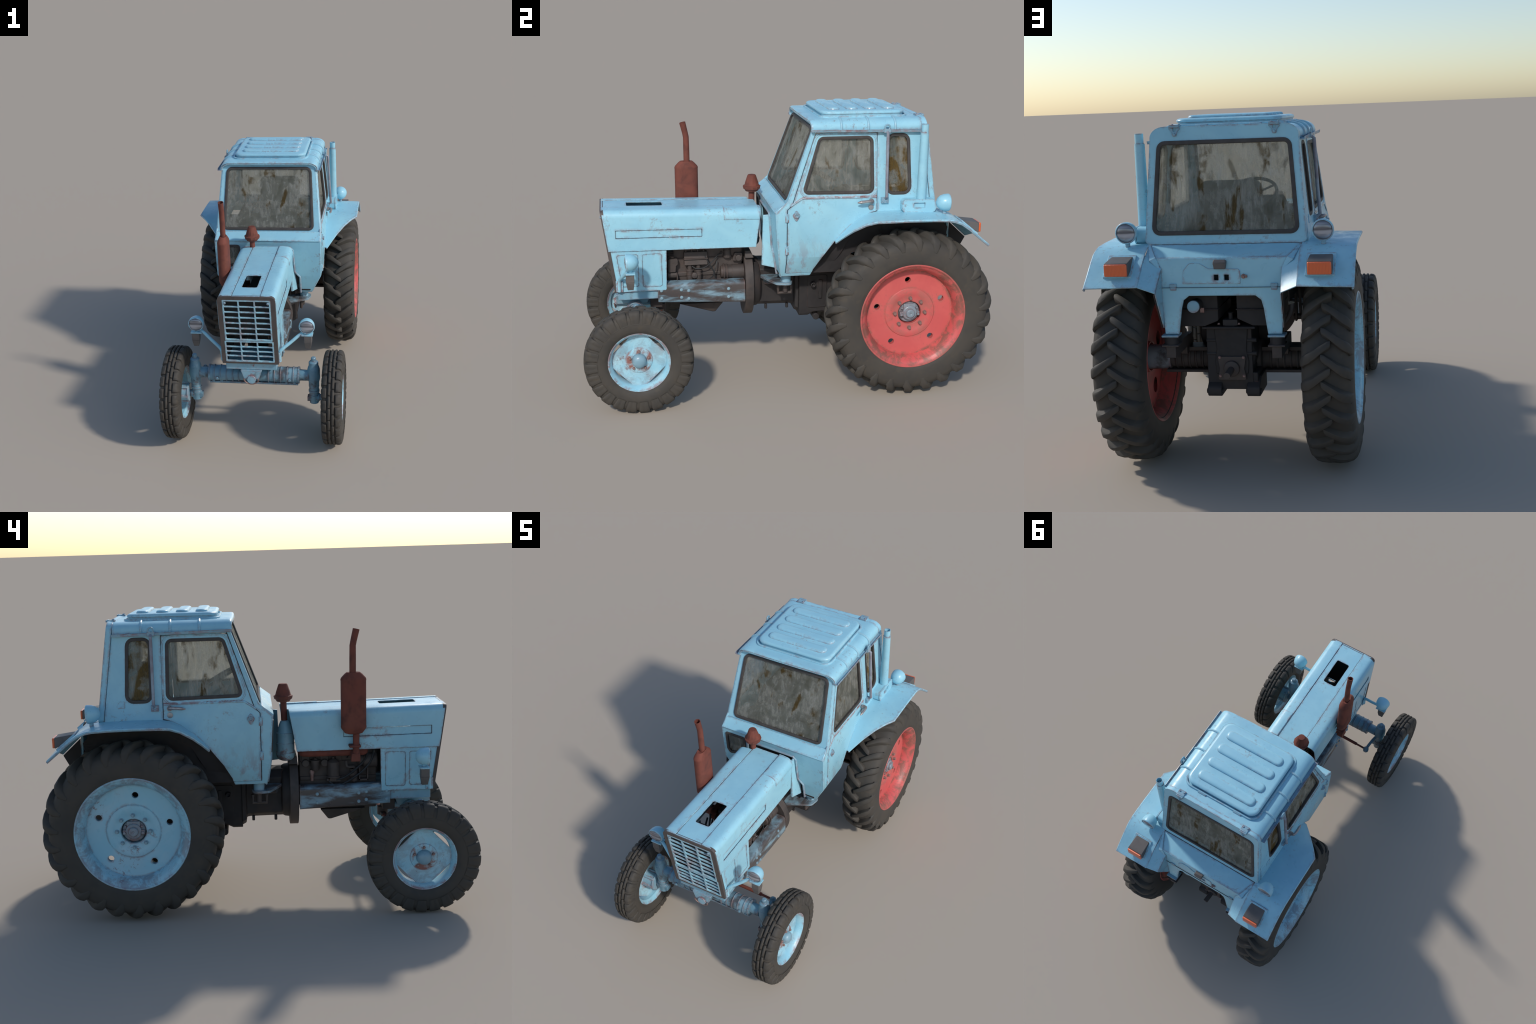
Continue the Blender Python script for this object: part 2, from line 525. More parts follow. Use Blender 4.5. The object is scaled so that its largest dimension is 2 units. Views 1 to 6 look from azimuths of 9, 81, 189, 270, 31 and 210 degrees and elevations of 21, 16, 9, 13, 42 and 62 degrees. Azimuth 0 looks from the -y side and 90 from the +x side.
def circle(cx, cy, r, n=20, ph=0.0):
    return [(cx + r * math.cos(ph + 2 * PI * i / n), cy + r * math.sin(ph + 2 * PI * i / n)) for i in range(n)]


def inset(pts, d):
    """offset a counter-clockwise or clockwise closed polygon inward by d"""
    m = len(pts)
    area = sum(pts[i][0] * pts[(i + 1) % m][1] - pts[(i + 1) % m][0] * pts[i][1] for i in range(m))
    s = 1 if area > 0 else -1
    out = []
    for i in range(m):
        t = Vector(pts[(i + 1) % m]) - Vector(pts[i - 1])
        nrm = Vector((-t[1], t[0])).normalized() * s
        out.append((pts[i][0] + nrm.x * d, pts[i][1] + nrm.y * d))
    return out


def lerp_table(tab, x):
    for (a, b), (c, d) in zip(tab, tab[1:]):
        if x <= c:
            t = (x - a) / (c - a)
            return b + (d - b) * t
    (a, b), (c, d) = tab[-2:]
    return b + (d - b) * (x - a) / (c - a)


def smooth_path(pts, n=6):
    """Catmull-Rom through control points"""
    P = [Vector(p) for p in pts]
    Q = [P[0] * 2 - P[1]] + P + [P[-1] * 2 - P[-2]]
    out = []
    for i in range(1, len(Q) - 2):
        for k in range(n):
            t = k / n
            a, b, c, d = Q[i - 1:i + 3]
            out.append(0.5 * ((2 * b) + (c - a) * t + (2 * a - 5 * b + 4 * c - d) * t * t + (3 * b - a - 3 * c + d) * t ** 3))
    out.append(P[-1])
    return out


def bolt_mesh(name, mat, r, h, n=6):
    b = MB()
    b.lathe([(0, r * 1.35), (h * 0.25, r * 1.35), (h * 0.25, r), (h * 0.85, r), (h, r * 0.75)], n=n if n > 6 else 12)
    return b.mesh(name, [M[mat]], 30)


def scatter(name, mesh, parent, locs, rot=None):
    for p in locs:
        o = bpy.data.objects.new(name, mesh)
        place(o, parent, p)
        if rot is not None:
            o.rotation_euler = rot

# ================================================================ the tractor
T = empty('tractor', None, (0, 0, 0))
T['label'] = 'old light blue farm tractor with boxy cab and red wheel'
T['category'] = 'tractor'

# ---------------------------------------------------------------- wheels
REAR = (0.3995, 0.584, 0.4190)
FRONT = (0.437, -0.7410, 0.2598)


def rear_tyre():
    b = MB()
    hp = [(0, 0.391), (0.035, 0.389), (0.067, 0.382), (0.086, 0.368), (0.0945, 0.347), (0.0970, 0.317), (0.0965, 0.287), (0.0935, 0.265), (0.082, 0.250), (0.066, 0.245)]
    prof = [(-x, r) for x, r in reversed(hp)] + hp[1:]
    b.lathe(prof, n=104, closed=True, cap=False)
    NL = 26
    def lug(side, th0):
        # stations: across (x), top radius, base radius, angle lag, half width
        S = [(-0.018, 0.4110, 0.384, -0.016, 0.0100), (-0.010, 0.4155, 0.382, -0.002, 0.0130), (0.016, 0.4170, 0.382, 0.040, 0.0138),
             (0.044, 0.4145, 0.379, 0.090, 0.0158), (0.067, 0.4075, 0.370, 0.126, 0.0185), (0.083, 0.3950, 0.358, 0.146, 0.0205),
             (0.0920, 0.3770, 0.345, 0.157, 0.0195), (0.0968, 0.3570, 0.335, 0.166, 0.0160), (0.0975, 0.3340, 0.325, 0.174, 0.0100)]
        R = []
        for k, (x, rt, rb, lag, hw) in enumerate(S):
            th = th0 - lag
            side_stat = k >= 5
            ring = []
            for da, lev in ((-1.22, 0), (-1.0, 0.60), (-0.80, 0.92), (-0.45, 1), (0.45, 1), (0.80, 0.92), (1.0, 0.60), (1.22, 0)):
                # lug outline turned so that it stands square to its slanting run
                a = th + da * hw / 0.40
                if side_stat:
                    r = rt
                    bx = {5: 0.083, 6: 0.086, 7: 0.089, 8: 0.092}[k]
                    xx = bx + (x - bx) * lev
                    rr = rb + (rt - rb) * lev if k == 5 else r - (1 - lev) * 0.004
                else:
                    xx = x
                    rr = rb + (rt - rb) * lev
                    if k < 5 and k > 0:
                        xx = x + da * hw * 0.35
                ring.append((xx * side, rr * math.cos(a), rr * math.sin(a)))
            if side < 0:
                ring.reverse()
            R.append(ring)
        b.rings(R, cap=True)
        # short rib beside the lug foot
        R = []
    for i in range(NL):
        lug(1, 2 * PI * i / NL)
        lug(-1, 2 * PI * (i + 0.5) / NL)
    # the lathe turns (y,z) with angle; rear -> top -> front is the rolling direction
    return b


def front_tyre():
    b = MB()
    hp = [(0, 0.245), (0.035, 0.2425), (0.0445, 0.234), (0.0490, 0.215), (0.0515, 0.190), (0.0535, 0.165), (0.043, 0.147), (0.036, 0.140), (0.022, 0.137)]
    prof = [(-x, r) for x, r in reversed(hp)] + hp[1:]
    b.lathe(prof, n=96, closed=True, cap=False)
    NB = 24
    def block(x0, x1, a0, a1, rt, rb, cham=0.004, skew=0.0):
        R = []
        for a, fade in ((a0, 0), (a0 + cham / 0.25, 1), ((a0 + a1) / 2, 1), (a1 - cham / 0.25, 1), (a1, 0)):
            top = rt if fade else rt - cham
            sk = skew * (a - a0)
            pts = [(x0 - 0.001, rb), (x0, top - cham), (x0 + cham, top), (x1 - cham, top), (x1, top - cham), (x1 + 0.001, rb)]
            R.append([(x, r * math.cos(a), r * math.sin(a)) for x, r in pts])
        b.rings(R)
    step = 2 * PI / NB
    for i in range(NB):
        a = i * step
        block(-0.0165, -0.0030, a, a + step * 0.94, 0.2555, 0.240)
        block(0.0030, 0.0165, a + step * 0.5, a + step * 1.44, 0.2555, 0.240)
        # shoulder blocks with the sidewall foot split in two ribs
        for s in (-1, 1):
            o = a + (0.25 if s > 0 else 0.75) * step
            w = step * 0.86
            xs = [(0.0235, 0.2525, 0.240), (0.0265, 0.2545, 0.238), (0.0390, 0.2525, 0.236), (0.0470, 0.2460, 0.230),
                  (0.0515, 0.2320, 0.222), (0.0540, 0.2120, 0.206), (0.0525, 0.1930, 0.190)]
            R = []
            for k, (x, rt, rb) in enumerate(xs):
                ring = []
                for fa, lev in ((-0.5, 0), (-0.44, 0.8), (-0.36, 1), (-0.12, 1), (0, 0.72 if k >= 3 else 1), (0.12, 1), (0.36, 1), (0.44, 0.8), (0.5, 0)):
                    taper = 1.0 if k < 5 else 0.92
                    an = o + fa * w * taper
                    if k >= 4:
                        bx = {4: 0.0435, 5: 0.047, 6: 0.0535}[k]
                        xx, rr = bx + (x - bx) * lev, rt
                    else:
                        xx, rr = x, rb + (rt - rb) * lev
                    ring.append((xx * s, rr * math.cos(an), rr * math.sin(an)))
                if s < 0:
                    ring.reverse()
                R.append(ring)
            b.rings(R)
    return b


def rear_wheel(side):
    col = 'red' if side > 0 else 'blue_rim'
    c = Vector((side * REAR[0], REAR[1], REAR[2]))
    w = empty('rear_wheel', T, c)
    def put(mb, name, mat, **kw):
        mb2 = mb if side > 0 else mb.mirrored()
        return mb2.moved(off=c).make(name, w, mat, origin=c, **kw)
    # tyre: turn so that chevrons lead upward at the rear
    t = rear_tyre()
    t2 = MB()
    t2.v = [Vector((p.x, -p.y, p.z)) for p in t.v] if False else t.v
    t2.f, t2.mi = t.f, t.mi
    put(t2, 'tyre', 'tyre', angle=40)
    # rim barrel
    r = MB()
    r.lathe([(0.084, 0.264), (0.091, 0.266), (0.0950, 0.262), (0.094, 0.257), (0.088, 0.252), (0.085, 0.247), (0.081, 0.240), (0.074, 0.2350),
             (0.065, 0.2285), (0.048, 0.221), (0.026, 0.217), (0.006, 0.216), (0.002, 0.223), (-0.055, 0.232),
             (-0.076, 0.247), (-0.090, 0.256), (-0.0945, 0.262), (-0.090, 0.266), (-0.083, 0.264), (-0.066, 0.252), (0.066, 0.252)],
            n=72, closed=True, cap=False)
    put(r, 'rim', col, angle=28)
    d = MB()
    holes = [circle(0.170 * math.cos(math.radians(95 - 72 * i)), 0.170 * math.sin(math.radians(95 - 72 * i)), 0.0145, 20) for i in range(5)]
    d.panel(circle(0, 0, 0.220, 72), holes + [circle(0, 0, 0.058, 32)], lambda a, bb: (0.0275, a, bb), 0.022)
    d.lathe([(0.0265, 0.127), (0.031, 0.1225), (0.0325, 0.113), (0.0325, 0.095), (0.030, 0.090), (0.030, 0.061), (0.0265, 0.058), (-0.035, 0.058),
             (-0.035, 0.064), (0.0060, 0.064), (0.0060, 0.127)], n=48, closed=True, cap=False)
    big = [circle(0.170 * math.cos(math.radians(95 - 72 * i)), 0.170 * math.sin(math.radians(95 - 72 * i)), 0.034, 20) for i in range(5)]
    d.panel(circle(0, 0, 0.226, 72), big + [circle(0, 0, 0.060, 32)], lambda a, bb: (-0.016, a, bb), 0.004, flip=False)
    put(d, 'wheel_disc', col, angle=30)
    h = MB()
    h.lathe([(-0.12, 0.048), (-0.010, 0.052), (0.018, 0.054), (0.024, 0.050), (0.024, 0.022), (0.054, 0.022), (0.059, 0.018), (0.059, 0.006), (0.056, 0.004)], n=28)
    h.box((0.022, -0.050, -0.015), (0.040, 0.050, 0.006))
    h.lathe([(0.022, 0.036), (0.042, 0.036), (0.045, 0.032)], n=24)
    for sy in (-1, 1):
        h.lathe([(0.026, 0.007), (0.048, 0.007)], (0, sy * 0.042, -0.006), n=8)
        h.lathe([(0.024, 0.005), (0.036, 0.005)], (0, sy * 0.038, 0.022), n=8)
    h.box((0.020, -0.030, 0.020), (0.036, 0.030, 0.046))
    h = h.moved(off=(-0.006, 0, 0))
    put(h, 'hub', 'hub_grey', bevel=0.0015)
    bm_ = BOLT_R if side > 0 else BOLT_RB
    for i in range(8):
        a = 2 * PI * i / 8 + PI / 8 * 0 + PI / 2
        o = bpy.data.objects.new('wheel_bolt', bm_)
        place(o, w, c + Vector((side * 0.030, 0.076 * math.cos(a), 0.076 * math.sin(a))))
        if side < 0:
            o.rotation_euler = (0, 0, PI)


BOLT_R = bolt_mesh('wheel_bolt', 'bolt_rust', 0.0075, 0.016, 8)
BOLT_RB = bolt_mesh('wheel_bolt', 'bolt_blue', 0.0075, 0.016, 8)
BOLT_F = bolt_mesh('wheel_nut', 'bolt_rust', 0.0055, 0.010, 8)
BOLT_S = bolt_mesh('rail_bolt', 'bolt_blue', 0.0062, 0.006, 12)
BOLT_D = bolt_mesh('flange_bolt', 'bolt_rust', 0.0045, 0.006, 8)


def front_wheel(side):
    c = Vector((side * FRONT[0], FRONT[1], FRONT[2]))
    w = empty('front_wheel', T, c)
    def put(mb, name, mat, **kw):
        mb2 = mb if side > 0 else mb.mirrored()
        return mb2.moved(off=c).make(name, w, mat, origin=c, **kw)
    ft = front_tyre()
    ft.v = [Vector((p.x * 1.03, p.y * 1.017, p.z * 1.017)) for p in ft.v]
    put(ft, 'tyre', 'tyre', angle=40)
    r = MB()
    r.lathe([(0.034, 0.146), (0.040, 0.1485), (0.044, 0.147), (0.043, 0.143), (0.036, 0.138), (0.032, 0.135), (0.024, 0.131), (0.010, 0.128), (-0.024, 0.128),
             (-0.032, 0.135), (-0.040, 0.143), (-0.044, 0.147), (-0.040, 0.1485), (-0.034, 0.146), (-0.024, 0.138), (0.024, 0.138)],
            n=60, closed=True, cap=False)
    put(r, 'rim', 'blue_front_rim', angle=28)
    # disc: a circle with four flats that leave open slots against the rim
    pts = []
    for i in range(96):
        a = 2 * PI * i / 96
        q = (a % (PI / 2)) - PI / 4
        pts.append((min(0.1295, 0.1125 / max(math.cos(q), 0.2)) * math.cos(a), min(0.1295, 0.1125 / max(math.cos(q), 0.2)) * math.sin(a)))
    d = MB()
    d.panel(pts, [circle(0, 0, 0.030, 28)], lambda a, bb: (0.009 - 0.004 * min(1, max(0, (math.hypot(a, bb) - 0.1) / 0.03)), a, bb), 0.007)
    d.lathe([(0.007, 0.064), (0.0115, 0.062), (0.013, 0.058), (0.013, 0.036), (0.008, 0.030)], n=40, cap=False)
    put(d, 'wheel_disc', 'blue_front_rim', angle=30)
    h = MB()
    h.lathe([(-0.068, 0.028), (-0.066, 0.050), (-0.058, 0.052), (-0.054, 0.047), (-0.012, 0.047), (0.003, 0.052), (0.005, 0.034), (0.022, 0.034), (0.032, 0.031), (0.040, 0.022), (0.043, 0.010), (0.0435, 0.0)], n=28)
    for i in range(6):
        a = 2 * PI * i / 6 + 0.6
        rr = Matrix.Rotation(a, 3, 'X')
        h.join(MB().box((-0.060, -0.006, 0.040), (0.003, 0.006, 0.056)).moved(rr))
    put(h, 'hub', 'hub_blue', angle=40, bevel=0.001)
    for i in range(5):
        a = 2 * PI * i / 5 + PI / 2
        o = bpy.data.objects.new('wheel_nut', BOLT_F)
        place(o, w, c + Vector((side * 0.013, 0.046 * math.cos(a), 0.046 * math.sin(a))))
        if side < 0:
            o.rotation_euler = (0, 0, PI)


for s in (1, -1):
    rear_wheel(s)
    front_wheel(s)

# ---------------------------------------------------------------- hood
HW = 0.152
def hood_top(y):
    return 0.918 - 0.016 * (y + 0.89) / 0.75
def front_y(z):
    return -0.892 + (0.918 - z) * 0.138
HOOD = empty('hood', T, (0, -0.5, 0.8))

def hood_half(s):
    rear_top = -0.110 if s > 0 else -0.147
    rear_bot = -0.136 if s > 0 else -0.181
    # profile from centre seam over the shoulder and down the side (x, drop below the top)
    rr = 0.032
    prof = [(0.0765, 0.0), (0.10, 0.0003), (HW - rr, 0.0025)]
    for k in range(1, 7):
        a = PI / 2 * k / 6
        prof.append((HW - rr + rr * math.sin(a), 0.0025 + rr * (1 - math.cos(a))))
    ab = [0.097, 0.138, 0.17, 0.203]
    prof += [(HW, d) for d in ab]
    ts = [0, 0.02, 0.0855, 0.3, 0.5, 0.64, 0.655, 0.8, 1.0]
    YS = [None, None, -0.827, -0.7, -0.55, -0.405, -0.39, -0.25, None]
    G = []
    for i in range(len(ts)):
        row = []
        for x, d in prof:
            z0 = 0.918 - d
            yf = front_y(z0)
            f = min(1, d / 0.2)
            yr = rear_top + (rear_bot - rear_top) * f
            y = {0: yf, 1: yf + 0.015, len(ts) - 1: yr}.get(i, YS[i])
            row.append(Vector((x, y, hood_top(y) - d * (1 - 0.05 * (y + 0.89) / 0.75))))
        G.append(row)
    npf = len(prof)
    skip = {(i, npf - 4) for i in (2, 3, 4)}
    b = MB()
    b.grid([list(reversed(r)) for r in G] if False else G, 0.004, skip)
    # strip plate that sits in the long side recess
    def hz(y, d):
        return hood_top(y) - d * (1 - 0.05 * (y + 0.89) / 0.75)
    x0, x1 = HW - 0.006, HW - 0.0008
    yA, yB, g = -0.8258, -0.4062, 0.0013
    b.hexa([(x0, yA, hz(yA, 0.138) + g), (x1, yA, hz(yA, 0.138) + g), (x1, yB, hz(yB, 0.138) + g), (x0, yB, hz(yB, 0.138) + g)],
           [(x0, yA, hz(yA, 0.097) - g), (x1, yA, hz(yA, 0.097) - g), (x1, yB, hz(yB, 0.097) - g), (x0, yB, hz(yB, 0.097) - g)])
    return b


hh = hood_half(1)
hh.make('hood_cover', HOOD, 'blue', bevel=0.0012)
hood_half(-1).mirrored().make('hood_cover', HOOD, 'blue', bevel=0.0012)
# raised rear patch on the right shoulder
b = MB()
G = []
for y in (-0.297, -0.29, -0.2, -0.118):
    row = []
    for x, d in [(0.080, -0.0035), (0.10, -0.0035), (0.121, -0.001), (0.138, 0.0035), (0.150, 0.014), (0.1560, 0.032), (0.1560, 0.045), (0.1556, 0.050)]:
        row.append(Vector((x, y, hood_top(y) - d)))
    G.append(row)
b.grid(G, 0.003)
b.make('hood_flap', HOOD, 'blue', bevel=0.0012)
# centre strip with the square opening
b = MB()
xs = [-0.0745, -0.041, 0.041, 0.0745]
ys = [front_y(0.918), -0.875, -0.768, -0.592, -0.4, -0.2, -0.118]
def centre_pt(x, y):
    return Vector((x, y, hood_top(y) + 0.001))
hole = rounded([(-0.041, -0.768), (0.041, -0.768), (0.041, -0.592), (-0.041, -0.592)], 0.010, 4)
b.panel([(-0.0745, ys[0]), (0.0745, ys[0]), (0.0745, ys[-1]), (-0.0745, ys[-1])], [hole], centre_pt, 0.004, ys[1:-1])
b.make('hood_cover', HOOD, 'blue', bevel=0.0012)

# lower side panels with two pressed fields each
for s in (1, -1):
    b = MB()
    def side_map(y, z, s=s):
        return (HW - 0.0012, y, z)
    out = rounded([(front_y(0.713), 0.713), (front_y(0.505), 0.505), (-0.586, 0.505), (-0.582, 0.713)], [0, 0, 0.008, 0])
    f1 = rounded([(front_y(0.70) + 0.035, 0.695), (front_y(0.54) + 0.035, 0.530), (-0.722, 0.530), (-0.722, 0.695)], 0.010)
    f2 = rounded([(-0.702, 0.695), (-0.702, 0.526), (-0.606, 0.526), (-0.606, 0.695)], 0.010)
    b.panel(out, [f1, f2], side_map, 0.005, flip=False)
    for f in (f1, f2):
        b.panel(inset(f, 0.0012), [], lambda y, z: (HW - 0.0032, y, z), 0.004)
    if s < 0:
        b = b.mirrored()
    b.make('side_panel', HOOD, 'blue', bevel=0.0014)
    # short dark flange closing the panel at the back
    k = MB().box((0.10, -0.600, 0.51), (HW - 0.007, -0.588, 0.70))
    (k if s > 0 else k.mirrored()).make('side_panel_brace', HOOD, 'frame')

# ---------------------------------------------------------------- grille
GR = empty('grille', T, (0, -0.87, 0.71))
GT, GB = 0.917, 0.505
def gmap(off):
    nrm = Vector((0, -1, -0.138)).normalized()
    def f(x, z):
        return Vector((x, front_y(z), z)) + nrm * off
    return f
b = MB()
o1 = rounded([(-HW - 0.001, GB - 0.004), (HW + 0.001, GB - 0.004), (HW + 0.001, GT + 0.001), (-HW - 0.001, GT + 0.001)], [0.004, 0.004, 0.026, 0.026])
i1 = rounded([(-HW + 0.026, GB + 0.010), (HW - 0.026, GB + 0.010), (HW - 0.026, GT - 0.020), (-HW + 0.026, GT - 0.020)], 0.004, 3)
b.panel(o1, [i1], gmap(0.006), 0.016)
b.make('grille_surround', GR, 'frame', bevel=0.003)

def grille(z0, z1, nbar, x0, corners):
    b = MB()
    xa, xb = -x0, x0
    fr = 0.008
    cells = []
    xv = [xa + fr] + [xa + (xb - xa) * t for t in (1 / 3, 2 / 3)] + [xb - fr]
    zz = [z0 + fr + (z1 - z0 - 2 * fr) * i / (nbar + 1) for i in range(nbar + 2)]
    hb, vb = 0.0028, 0.0038
    holes = []
    for i in range(nbar + 1):
        for j in range(3):
            l = xv[j] + (vb if j else 0)
            r = xv[j + 1] - (vb if j < 2 else 0)
            lo = zz[i] + (hb if i else 0)
            hi = zz[i + 1] - (hb if i < nbar else 0)
            holes.append(rounded([(l, lo), (r, lo), (r, hi), (l, hi)], 0.003, 2))
    b.panel(rounded([(xa, z0), (xb, z0), (xb, z1), (xa, z1)], 0.004, 3), holes, gmap(0.007), 0.009)
    b.make('grille_panel', GR, 'blue', bevel=0.0014)
grille(0.6485, GT - 0.019, 6, HW - 0.0245, True)
grille(GB + 0.008, 0.6455, 3, HW - 0.020, False)
# latch studs in the upper corners
for x in (-0.114, 0.114):
    MB().lathe([(0, 0.007), (0.004, 0.007), (0.006, 0.004)], gmap(0.006)(x, 0.880), (0, -1, -0.138), 12).make('grille_latch', GR, 'blue_worn')
b = MB()
b.hexa([(-0.128, -0.828, 0.660), (0.128, -0.828, 0.660), (0.128, -0.780, 0.660), (-0.128, -0.780, 0.660)],
       [(-0.130, -0.860, 0.892), (0.130, -0.860, 0.892), (0.130, -0.800, 0.892), (-0.130, -0.800, 0.892)])
b.make('radiator', T, 'black', bevel=0.003)
b = MB()
for s in (-1, 1):
    b.box((s * 0.128 - 0.004, -0.84, 0.52), (s * 0.128 + 0.004, -0.60, 0.70))
b.box((-0.13, -0.80, 0.70), (0.13, -0.79, 0.71))
b.make('radiator_support', T, 'black')

# ---------------------------------------------------------------- front cradle, axle, steering
b = MB()
b.box((-0.138, -0.826, 0.458), (0.138, -0.628, 0.503))
b.make('front_cradle', T, 'blue_worn', bevel=0.003)
b = MB()
b.hexa([(-0.040, -0.838, 0.405), (0.040, -0.838, 0.405), (0.040, -0.68, 0.405), (-0.040, -0.68, 0.405)],
       [(-0.058, -0.838, 0.4575), (0.058, -0.838, 0.4575), (0.058, -0.66, 0.4575), (-0.058, -0.66, 0.4575)])
b.cyl((0, -0.845, 0.405), (0, -0.66, 0.405), 0.024, n=24)
b.make('axle_pivot', T, 'blue_worn', bevel=0.002)
b = MB()
pth = [(0.040 * math.cos(t), -0.848 - 0.008 * math.sin(t), 0.412 + 0.034 * math.sin(t)) for t in [PI + PI * i / 12 for i in range(13)]]
b.tube(pth, 0.0035, 8)
b.make('tow_hook', T, 'bolt_rust')

AX = empty('front_axle', T, (0, -0.743, 0.39))
b = MB()
AXZ = 0.390
prof = [(-0.252, 0.030)]
for a, r in [(-0.252, 0.047), (-0.243, 0.047), (-0.243, 0.044), (-0.222, 0.044), (-0.222, 0.047), (-0.216, 0.047), (-0.216, 0.0435), (-0.188, 0.0435),
             (-0.188, 0.0465), (-0.182, 0.0465), (-0.182, 0.0435), (-0.152, 0.0435), (-0.152, 0.0465), (-0.147, 0.0465), (-0.147, 0.0425), (-0.118, 0.0425),
             (-0.118, 0.046), (-0.113, 0.046), (-0.113, 0.041), (-0.085, 0.041), (-0.085, 0.045), (-0.080, 0.045), (-0.080, 0.040), (-0.0, 0.040)]:
    prof.append((a, r))
full = prof + [(-a, r) for a, r in reversed(prof[:-1])]
b.lathe(full, (0, -0.743, AXZ), n=32)
b.box((-0.245, -0.772, 0.341), (0.245, -0.718, 0.352))
b.make('axle_beam', AX, 'axle', bevel=0.001)
BA = bolt_mesh('axle_bolt', 'axle', 0.008, 0.010, 10)
for s in (-1, 1):
    for dx, dz in ((0.225, -0.038), (0.18, -0.040), (0.20, -0.010)):
        o = bpy.data.objects.new('axle_bolt', BA)
        yy = -0.743 - math.sqrt(max(0.0, 0.044 ** 2 - dz * dz)) - 0.001
        place(o, AX, (s * dx, yy, AXZ + dz))
        o.rotation_euler = (0, 0, -PI / 2)
    k = MB()
    k.lathe([(0, 0.030), (0.055, 0.030)], (0.248, -0.743, AXZ), n=24)
    k = k if s > 0 else k.mirrored()
    k.make('axle_extension', AX, 'axle')
    k = MB()
    X = 0.329
    k.lathe([(0.292, 0.022), (0.325, 0.022), (0.325, 0.029), (0.352, 0.0285), (0.372, 0.034), (0.385, 0.035), (0.410, 0.0345), (0.430, 0.034), (0.445, 0.030), (0.452, 0.0265), (0.472, 0.0265),
             (0.478, 0.021), (0.480, 0.014), (0.497, 0.014), (0.502, 0.010)], (X, -0.743, 0), (0, 0, 1), 24)
    k.lathe([(0.222, 0.018), (0.226, 0.025), (0.258, 0.026), (0.263, 0.0285), (0.276, 0.0285), (0.276, 0.026), (0.292, 0.026), (0.292, 0.030), (0.304, 0.030), (0.304, 0.027), (0.336, 0.0265)], (X, -0.743, 0), (0, 0, 1), 24)
    k.box((X - 0.036, -0.762, 0.240), (X - 0.018, -0.728, 0.266))
    (k if s > 0 else k.mirrored()).make('king_pin', AX, 'axle', bevel=0.001)
    k = MB()
    k.cyl((X + 0.01, -0.743, 0.257), (0.425, -0.743, 0.257), 0.019, 0.016, 18)
    k.cyl((X + 0.012, -0.743, 0.257), (X + 0.030, -0.743, 0.257), 0.027, 0.023, 18)
    (k if s > 0 else k.mirrored()).make('spindle', AX, 'axle')
    # steering arm to the rear, with a ball joint
    k = MB()
    k.tube(smooth_path([(X - 0.008, -0.748, 0.352), (X - 0.020, -0.700, 0.350), (X - 0.026, -0.645, 0.347), (X - 0.027, -0.617, 0.345)], 5), 0.0095, 10)
    k.lathe([(0.330, 0.012), (0.334, 0.018), (0.352, 0.018), (0.358, 0.012), (0.364, 0.008)], (X - 0.027, -0.612, 0), (0, 0, 1), 16)
    (k if s > 0 else k.mirrored()).make('steering_arm', AX, 'axle')
    k = MB()
    k.cyl((X - 0.027, -0.612, 0.346), (0.225, -0.612, 0.350), 0.0062, n=12)
    k.cyl((0.232, -0.612, 0.350), (0.05, -0.612, 0.356), 0.0095, n=12)
    (k if s > 0 else k.mirrored()).make('tie_rod', AX, 'rust')
b = MB()
b.box((-0.06, -0.665, 0.385), (0.06, -0.605, 0.458))
b.cyl((0, -0.612, 0.39), (0, -0.612, 0.345), 0.026, n=20)
b.box((-0.06, -0.626, 0.348), (0.06, -0.598, 0.364))
b.make('steering_gear', AX, 'iron', bevel=0.003)

# ---------------------------------------------------------------- headlamps on arms
def round_lamp(parent, c, face, name='headlamp'):
    """bowl shaped lamp, face = direction it looks"""
    f = Vector(face).normalized()
    c = Vector(c)
    R = 0.0425
    b = MB()
    prof = [(-0.042, 0.002), (-0.040, 0.012), (-0.034, 0.024), (-0.022, 0.0345), (-0.006, 0.0405), (0.012, R), (0.017, R), (0.020, 0.0405), (0.021, 0.0375), (0.017, 0.0365)]
    b.lathe(prof, c, f, 28)
    ob = b.make(name, parent, 'blue', angle=40)
    g = MB()
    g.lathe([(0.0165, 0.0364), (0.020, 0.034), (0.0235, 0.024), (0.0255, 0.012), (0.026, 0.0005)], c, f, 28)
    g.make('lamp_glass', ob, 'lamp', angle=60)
    return ob


for s in (1, -1):
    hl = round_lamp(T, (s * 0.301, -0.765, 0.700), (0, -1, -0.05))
    k = MB()
    path = smooth_path([(0.156, -0.818, 0.508), (0.157, -0.818, 0.545), (0.166, -0.814, 0.575), (0.215, -0.792, 0.612), (0.262, -0.772, 0.648), (0.280, -0.768, 0.653)], 5)
    k.tube(path, 0.009, 12)
    k.box((0.270, -0.788, 0.645), (0.332, -0.742, 0.653))
    k.cyl((0.301, -0.765, 0.650), (0.301, -0.765, 0.668), 0.010, n=12)
    k.box((HW + 0.0005, -0.835, 0.507), (HW + 0.006, -0.800, 0.565))
    (k if s > 0 else k.mirrored()).make('headlamp_arm', T, 'blue', bevel=0.0015)
    k = MB()
    k.hexa([(0.292, -0.780, 0.568), (0.319, -0.780, 0.568), (0.319, -0.752, 0.568), (0.292, -0.752, 0.568)],
           [(0.285, -0.787, 0.606), (0.326, -0.787, 0.606), (0.326, -0.747, 0.606), (0.285, -0.747, 0.606)])
    k.box((0.285, -0.787, 0.606), (0.326, -0.747, 0.6445))
    (k if s > 0 else k.mirrored()).make('side_marker_lamp', T, 'grey_plastic', bevel=0.002)

